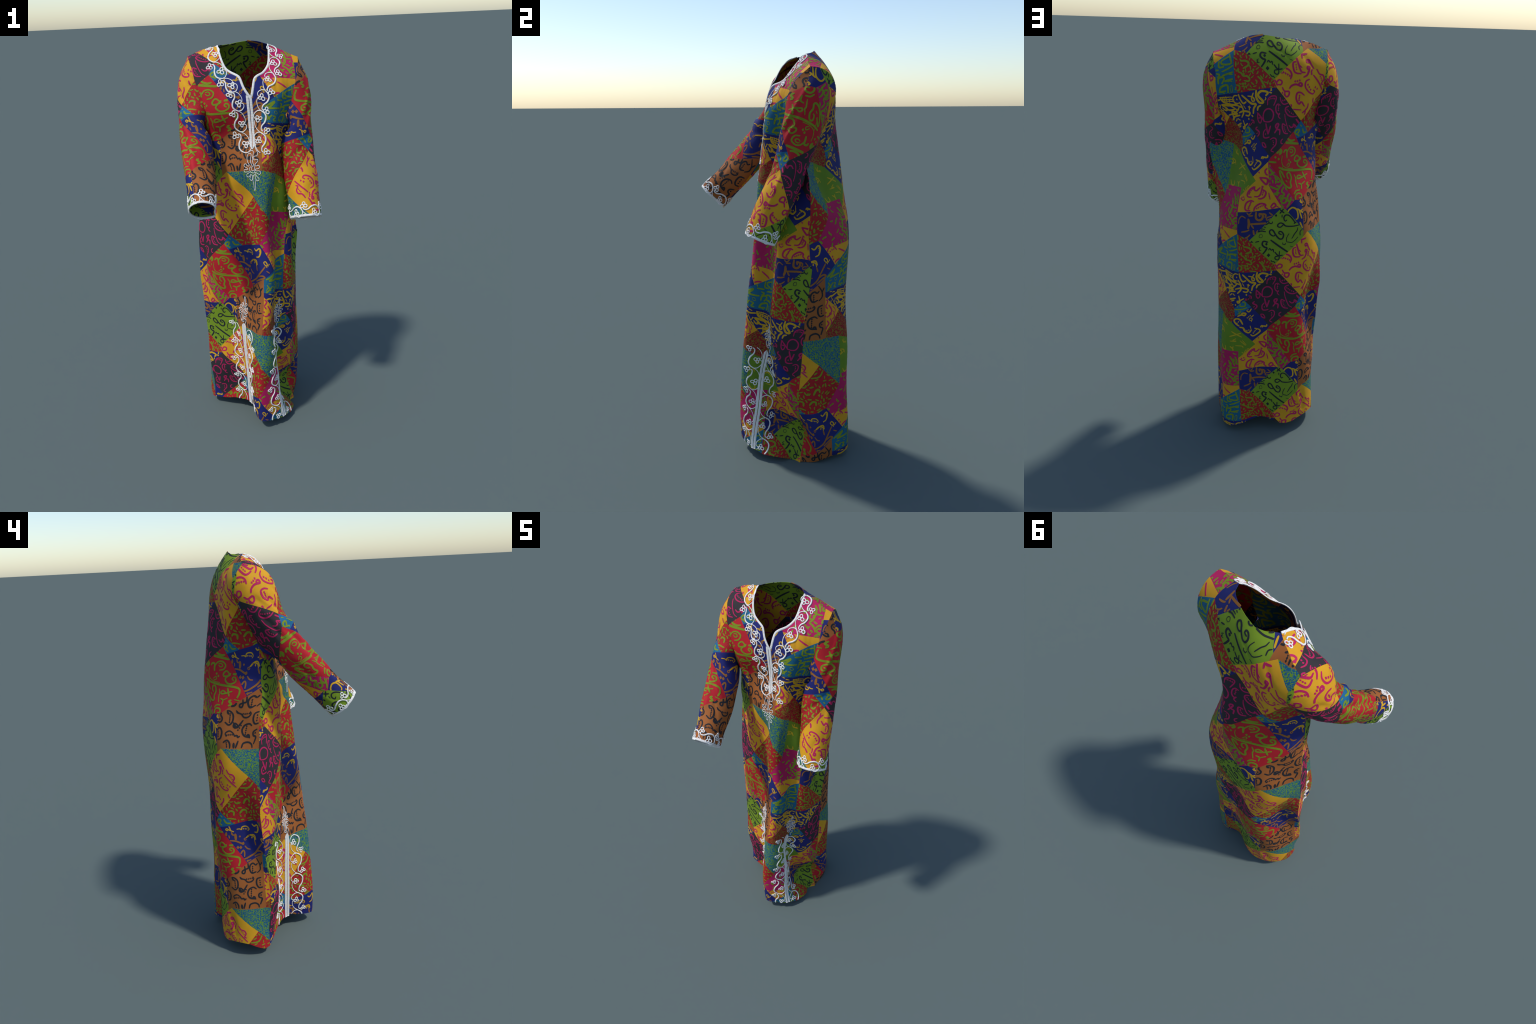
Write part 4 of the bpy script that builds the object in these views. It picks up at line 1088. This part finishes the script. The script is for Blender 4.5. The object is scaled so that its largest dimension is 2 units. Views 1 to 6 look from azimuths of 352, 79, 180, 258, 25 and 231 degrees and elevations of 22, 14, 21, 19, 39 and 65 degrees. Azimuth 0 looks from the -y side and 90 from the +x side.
def ribbon_runs(key, lines):
    """Flat printed strokes: lines of (uv polyline, widths) -> prism bands just proud of both cloth faces."""
    piece = PIECE[key]; L, R, lens = [], [], []
    for p, w in lines:
        t = np.gradient(p, axis=0); t /= np.linalg.norm(t, axis=1)[:, None] + 1e-12; s = np.stack([-t[:, 1], t[:, 0]], 1) * w[:, None] / 2
        L.append(p + s); R.append(p - s); lens.append(len(p))
    q = np.vstack(L + R); X, N = piece.both(q); n = len(q) // 2; k = CLOTH + .0007
    A, B, C, D = X[:n] + N[:n] * k, X[n:] + N[n:] * k, X[:n] - N[:n] * k, X[n:] - N[n:] * k
    return np.vstack([A, B, C, D]), n, lens

def band_faces(n, lens):
    faces, o = [], 0
    for m_ in lens:
        for i in range(o, o + m_ - 1):
            a, b, c, d = i, n + i, 2 * n + i, 3 * n + i
            faces += [(a, a + 1, b + 1, b), (c, d, d + 1, c + 1), (a, c, c + 1, a + 1), (b, b + 1, d + 1, d)]
        e = o + m_ - 1
        faces += [(o, n + o, 3 * n + o, 2 * n + o), (e, 2 * n + e, 3 * n + e, n + e)]; o += m_
    return faces

def lettering(parent, key):
    outline = np.array(OUTLINE[key]); V, F, I, mats = [], [], [], []; base = 0
    lo, hi = outline.min(0), outline.max(0)
    for mi, (ink, strokes) in enumerate(sorted(INK.items())):
        lines = []
        for patch, w, *pts in strokes:
            p = np.array(pts, float) / 1000; w = w * .93 / 1000 * PEN
            if len(p) == 1:                  # a diamond dot
                r = w * .75; p = np.stack([p[0] + (0, -r), p[0] + (0, 0), p[0] + (0, r)]); wd = np.array([.0005, 1.7 * r, .0005])
            else:
                p = smooth(p, .0042); m_ = len(p); t = np.linspace(0, 1, m_)
                wd = w * (.72 + .28 * np.sin(np.pi * t) ** .6)
                d0, d1 = p[0] - p[1], p[-1] - p[-2]; d0 /= np.linalg.norm(d0) + 1e-9; d1 /= np.linalg.norm(d1) + 1e-9
                p = np.vstack([p[0] + d0 * wd[0] * .4, p, p[-1] + d1 * wd[-1] * .4]); wd = np.r_[wd[0] * .45, wd, wd[-1] * .45]
            mine = inside(TILE[patch], p)
            if not mine.any(): continue
            for d in shifts(outline):
                q = p + d
                if (q.max(0) < lo).any() or (q.min(0) > hi).any(): continue
                ok = inside(outline, q) & mine; i = 0
                while i < len(q):
                    if ok[i]:
                        e = i
                        while e + 1 < len(q) and ok[e + 1]: e += 1
                        if e > i: lines.append((q[i:e + 1], wd[i:e + 1]))
                        i = e + 1
                    else: i += 1
        if not lines: continue
        v, n, lens = ribbon_runs(key, lines); f = band_faces(n, lens)
        V.append(v); F += [tuple(base + x for x in q) for q in f]; I += [len(mats)] * len(f); mats.append(MAT[ink]); base += len(v)
    make("printed_lettering", parent, np.vstack(V), F, mats, I, sharp=50, kind="stuff")
PEN = 1.0

def cord(key, lines, lift=.0006, sides=6, flat=.75):
    """Couched cords: tubes along uv polylines with radius per point, pressed on the cloth."""
    piece = PIECE[key]; V, F, base = [], [], 0
    allp = np.vstack([p for p, r in lines]); X, N = piece.both(allp); o = 0
    for p, r in lines:
        m_ = len(p); x, nn = X[o:o + m_], N[o:o + m_]; o += m_
        t = np.gradient(x, axis=0); t /= np.linalg.norm(t, axis=1)[:, None] + 1e-12; s = np.cross(t, nn); s /= np.linalg.norm(s, axis=1)[:, None] + 1e-12
        c = x + nn * (CLOTH + lift + r * flat * .55)[:, None]
        a = np.arange(sides) * math.tau / sides
        ring = c[:, None] + (s[:, None] * np.cos(a)[None, :, None] + nn[:, None] * (np.sin(a) * flat)[None, :, None]) * r[:, None, None]
        V.append(ring.reshape(-1, 3))
        for i in range(m_ - 1):
            for k in range(sides):
                k2 = (k + 1) % sides; F.append((base + i * sides + k, base + i * sides + k2, base + (i + 1) * sides + k2, base + (i + 1) * sides + k))
        F += [tuple(base + k for k in range(sides))[::-1], tuple(base + (m_ - 1) * sides + k for k in range(sides))]; base += m_ * sides
    return np.vstack(V), F

def flower_mesh(seed):
    """A trefoil of three little couched loops round a knot."""
    r_ = random.Random(seed); V, F = [], []
    for k in range(3):
        a0 = k * math.tau / 3 + r_.uniform(-.3, .3); L = r_.uniform(.0072, .0086); wd = L * r_.uniform(.74, .88); n, m_ = 14, 6; rad = r_.uniform(.0023, .0028); b = len(V)
        for i in range(n):
            th = i * math.tau / n; cx = L * (1.0 + math.cos(th)) + .0005; cy = wd * math.sin(th); tx, ty = math.cos(th) * wd, math.sin(th) * L; q = math.hypot(tx, ty); nx, ny = tx / q, ty / q
            for j in range(m_):
                ph = j * math.tau / m_; x = cx + nx * rad * math.cos(ph); y = cy + ny * rad * math.cos(ph); z_ = .0013 + rad * .8 * math.sin(ph)
                V.append((x * math.cos(a0) - y * math.sin(a0), x * math.sin(a0) + y * math.cos(a0), z_))
        for i in range(n):
            for j in range(m_):
                F.append((b + i * m_ + j, b + ((i + 1) % n) * m_ + j, b + ((i + 1) % n) * m_ + (j + 1) % m_, b + i * m_ + (j + 1) % m_))
    b = len(V); V.append((0, 0, .0036)); ring = 8
    for i in range(ring): V.append((.0042 * math.cos(i * math.tau / ring), .0042 * math.sin(i * math.tau / ring), .0006))
    F += [(b, b + 1 + i, b + 1 + (i + 1) % ring) for i in range(ring)]
    me = bpy.data.meshes.new("embroidered_flower"); me.from_pydata(V, [], F); me.materials.append(MAT["cord"]); me.polygons.foreach_set("use_smooth", [True] * len(F)); me.update(); return me
FLOWERS = [flower_mesh(s) for s in (1, 2, 3, 4)]

def flowers(parent, key, spots):
    """spots: (u, v, heading in uv)."""
    piece = PIECE[key]; q = np.array([s[:2] for s in spots]); X, N = piece.both(q); X2, _ = piece.both(q + np.array([(math.cos(s[2]), math.sin(s[2])) for s in spots]) * .004)
    for k in range(len(spots)):
        n_ = Vector(N[k]); x = Vector(X2[k] - X[k]); x = (x - n_ * x.dot(n_)).normalized(); y = n_.cross(x); p = Vector(X[k]) + n_ * CLOTH
        o = bpy.data.objects.new("embroidered_flower", FLOWERS[rng.randrange(4)]); s = rng.uniform(.92, 1.08)
        o.matrix_world = Matrix(((x.x * s, y.x * s, n_.x, p.x), (x.y * s, y.y * s, n_.y, p.y), (x.z * s, y.z * s, n_.z, p.z), (0, 0, 0, 1)))
        COLLECTION.objects.link(o); o.parent = parent

def vine(nodes, inner, keep):
    """One vine: at every node a thick stem comes down from an outer flower, curls on into a loop
    round an inner flower, and a thin thread runs on from the node before.  inner=+1/-1: loop side."""
    lines, spots = [], []
    STEM = [(-.97, -.16), (-.90, -.08), (-.72, -.10), (-.54, -.23), (-.31, -.28), (-.14, -.20), (0, 0)]
    LOOP = [(-.02, -.02), (-.03, .12), (-.16, .27), (-.30, .29), (-.38, .22), (-.37, .13)]
    THREAD = [(-1, 0), (-.88, .135), (-.66, .245), (-.46, .235), (-.42, .14)]
    for a, b in zip(nodes[:-1], nodes[1:]):
        a, b = np.array(a), np.array(b); e = b - a; L = np.hypot(*e); e /= L; s = np.array([-e[1], e[0]]) * inner
        at = lambda p: b + e * p[0] * L + s * p[1] * max(L, .085)
        for shape, r0, r1 in ((STEM, .0025, .0040), (LOOP, .0026, .0018), (THREAD, .0019, .0017)):
            p = smooth([at(q) for q in shape], .0035); t = np.linspace(0, 1, len(p))
            r = r0 + (r1 - r0) * (np.sin(np.pi * t) if shape is STEM else t)
            ok = keep(p)
            if ok.sum() > 3:
                i = np.where(ok)[0]; lines.append((p[i[0]:i[-1] + 1], r[i[0]:i[-1] + 1]))
        for q, turn in (((-.93, -.31), 2.6), ((-.40, .06), -1.9)):
            c = at(q)
            if keep(c[None] + 0).all() and keep(c[None] - (0, .008)).all():
                h = math.atan2(e[1], e[0]) + turn * inner + rng.uniform(-.4, .4); spots.append((c[0], c[1], h))
    return lines, spots

def strip(parent, name, key, centre, widths, height, mat, tip=None, groove=True):
    """A raised braid band along a uv line: two rounded ribs with a groove between them."""
    piece = PIECE[key]; p = np.asarray(centre, float); t = np.gradient(p, axis=0); t /= np.linalg.norm(t, axis=1)[:, None]; s = np.stack([-t[:, 1], t[:, 0]], 1)
    prof = [(-1, -.4), (-.98, .55), (-.84, .95), (-.56, .68), (-.28, .95), (-.12, .5), (-.08, -.7), (.08, -.7), (.12, .5), (.28, .95), (.56, .68), (.84, .95), (.98, .55), (1, -.4)] if groove else [(-1, -.4), (-.95, .5), (-.6, .95), (0, 1.1), (.6, .95), (.95, .5), (1, -.4)]
    m_ = len(prof); q = np.vstack([p + s * (widths / 2 * a)[:, None] for a, _ in prof]); X, N = piece.both(q); n = len(p)
    X = X.reshape(m_, n, 3); N = N.reshape(m_, n, 3)
    V = np.stack([X[k] + N[k] * (CLOTH + .0004 + height * prof[k][1]) for k in range(m_)], 1).reshape(-1, 3)
    F = [(i * m_ + k, i * m_ + k + 1, (i + 1) * m_ + k + 1, (i + 1) * m_ + k) for i in range(n - 1) for k in range(m_ - 1)]
    F += [tuple(range(m_)), tuple(range((n - 1) * m_, n * m_))[::-1]]
    return make(name, parent, V, F, [mat], sharp=None)

def tube_along(parent, name, key, line, radius, mat, lift=0., flat=1., closed=False, sides=10, wide=1.):
    """A bound edge: the cloth edge wrapped in white braid."""
    piece = PIECE[key]; p = np.asarray(line, float); X, N = piece.both(p)
    if closed: t = np.roll(X, -1, 0) - np.roll(X, 1, 0)
    else: t = np.gradient(X, axis=0)
    t /= np.linalg.norm(t, axis=1)[:, None]; s = np.cross(t, N); s /= np.linalg.norm(s, axis=1)[:, None]
    a = np.arange(sides) * math.tau / sides; n = len(p); r = np.broadcast_to(radius, (n,))
    ring = (X + N * lift)[:, None] + (s[:, None] * (np.cos(a) * wide)[None, :, None] + N[:, None] * (np.sin(a) * flat)[None, :, None]) * r[:, None, None]
    F = [(i * sides + k, i * sides + (k + 1) % sides, ((i + 1) % n) * sides + (k + 1) % sides, ((i + 1) % n) * sides + k) for i in range(n if closed else n - 1) for k in range(sides)]
    if not closed: F += [tuple(range(sides))[::-1], tuple(range((n - 1) * sides, n * sides))]
    return make(name, parent, ring.reshape(-1, 3), F, [mat])

# ------------------------------------------------------------------ cloth and print
panel = {"front": cloth_mesh("front_panel", "front"), "back": cloth_mesh("back_panel", "back"), "right": cloth_mesh("sleeve", "right"), "left": cloth_mesh("sleeve", "left")}
for k in panel:
    lettering(panel[k], k)

# ------------------------------------------------------------------ white bindings and plackets
neck = smooth(NECK_FRONT, .005); r = np.interp(np.arange(len(neck)), [0, len(neck) * .42, len(neck) * .5, len(neck) * .58, len(neck)], [.0044, .0058, .006, .0058, .0044])
tube_along(kaftan, "neckline_binding", "front", neck, r, MAT["braid"], lift=.0005, flat=.45, wide=1.0)
def placket(name, top, bottom, width, head, foot):
    c = resample([top, bottom], 70); L = np.hypot(*(np.array(top) - bottom)); d = np.linspace(0, L, 70); w = np.full(70, width)
    if head: w = np.minimum(w, .004 + d * head)
    if foot: w = np.minimum(w, .004 + (L - d) * foot)
    return strip(panel["front"], name, "front", c, w, .0028, MAT["braid"])
placket("neck_placket", (.4585, .574), (.4665, .317), .0275, 0, 1.6)
placket("hem_placket", (.352, -.622), (.3385, -1.142), .0285, 1.5, 0)
placket("hem_placket", (.6645, -.633), (.6475, -1.186), .0285, 1.5, 0)
for k, cuff in (("right", CUFF_R), ("left", CUFF_L)):
    a, b = PIECE[k].edges_at(cuff); us = np.linspace(a, b, 90, endpoint=False); vv = cuff + (.004 if k == "right" else -.004)
    tube_along(panel[k], "cuff_binding", k, np.stack([us, np.full(90, vv)], 1), .0062, MAT["braid"], flat=.5, closed=True)
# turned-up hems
for k, hem in (("front", HEM_FRONT), ("back", HEM_BACK)):
    pass

# ------------------------------------------------------------------ embroidery
def on(key):
    o = np.array(OUTLINE[key]); return lambda p: inside(o, p)
VINES = [
    ([(.315, .848), (.310, .744), (.349, .659), (.399, .592), (.409, .501), (.4105, .400), (.4385, .299)], 1),
    ([(.506, .300), (.5056, .4004), (.5071, .502), (.5355, .5943), (.5852, .679), (.6102, .762), (.596, .84)], 1),
    ([(.289, -.640), (.287, -.755), (.284, -.860), (.286, -.972), (.282, -1.080), (.280, -1.19)], 1),
    ([(.396, -1.225), (.400, -1.115), (.401, -1.000), (.404, -.880), (.407, -.760), (.402, -.65)], 1),
    ([(.613, -.625), (.6173, -.7395), (.6160, -.8605), (.6092, -.9705), (.6033, -1.0944), (.599, -1.21)], 1),
    ([(.700, -1.245), (.700, -1.128), (.695, -1.011), (.696, -.885), (.7005, -.748), (.698, -.65)], 1)]
lines, spots = [], []
for nodes, inner in VINES:
    l, s = vine(nodes, inner, on("front")); lines += l; spots += s
v, f = cord("front", lines); make("embroidered_vine", panel["front"], v, f, [MAT["cord"]], kind="stuff")
flowers(panel["front"], "front", spots)

# the looped cord medallion: a spiral heart, scalloped petals and a long pointed loop
SPIRAL = [(600, 350), (690, 295), (740, 330), (730, 420), (720, 520), (740, 600), (770, 680), (780, 780), (770, 840), (730, 855), (670, 830), (645, 760), (670, 705), (710, 710), (700, 770), (730, 805), (752, 780)]
PETALS_A = [(740, 700), (690, 610), (670, 500), (685, 400), (650, 365), (600, 390), (580, 470), (600, 570), (645, 640), (640, 680), (600, 670), (550, 620), (515, 640), (525, 690), (600, 740), (590, 770), (510, 765), (500, 800),
            (520, 830), (620, 825), (630, 850), (570, 880), (555, 930), (580, 960), (620, 950), (660, 900), (685, 900), (640, 980), (640, 1030), (680, 1050), (705, 1010), (715, 930), (745, 905), (730, 960), (720, 1050), (740, 1150),
            (755, 1280), (775, 1305), (790, 1270), (790, 1130), (800, 1020), (780, 920), (765, 885)]
PETALS_B = [(810, 130), (785, 220), (840, 340), (835, 420), (760, 440), (740, 480), (770, 530), (840, 510), (855, 560), (795, 640), (815, 680), (880, 660), (905, 700), (880, 740), (800, 760), (810, 800), (890, 800), (925, 840),
            (900, 885), (850, 870), (800, 840), (790, 880), (830, 940), (880, 990), (870, 1045), (830, 1045), (800, 1000), (780, 920)]
for centre, flip, size in (((.468, .2156), 1, 1.0), ((.351, -.545), -1, .74), ((.676, -.545), -1, .74)):
    lines = []
    for shape in (SPIRAL, PETALS_A, PETALS_B):
        q = (np.array(shape, float) - (720, 790)) * .000193 * size; q[:, 1] *= -flip
        p = smooth(q + centre, .003); lines.append((p, np.full(len(p), .0015)))
    v, f = cord("front", lines); make("embroidered_medallion", panel["front"], v, f, [MAT["cord"]])

for k, cuff, sgn in (("right", CUFF_R, 1), ("left", CUFF_L, -1)):
    a, b = PIECE[k].edges_at(cuff); n = 5; step = (b - a) / n
    base_v = cuff + sgn * .034
    nodes = [(a + step * i, base_v - sgn * .010) for i in range(n + 1)]
    o = np.array(OUTLINE[k]); lo_, hi_ = (cuff, 9) if sgn > 0 else (-9, cuff)
    l, s = vine(nodes if sgn > 0 else nodes[::-1], -1, lambda p: (p[:, 1] > lo_ + .008) & (p[:, 1] < hi_ - .008))
    v, f = cord(k, l); make("embroidered_vine", panel[k], v, f, [MAT["cord"]], kind="stuff"); flowers(panel[k], k, s)
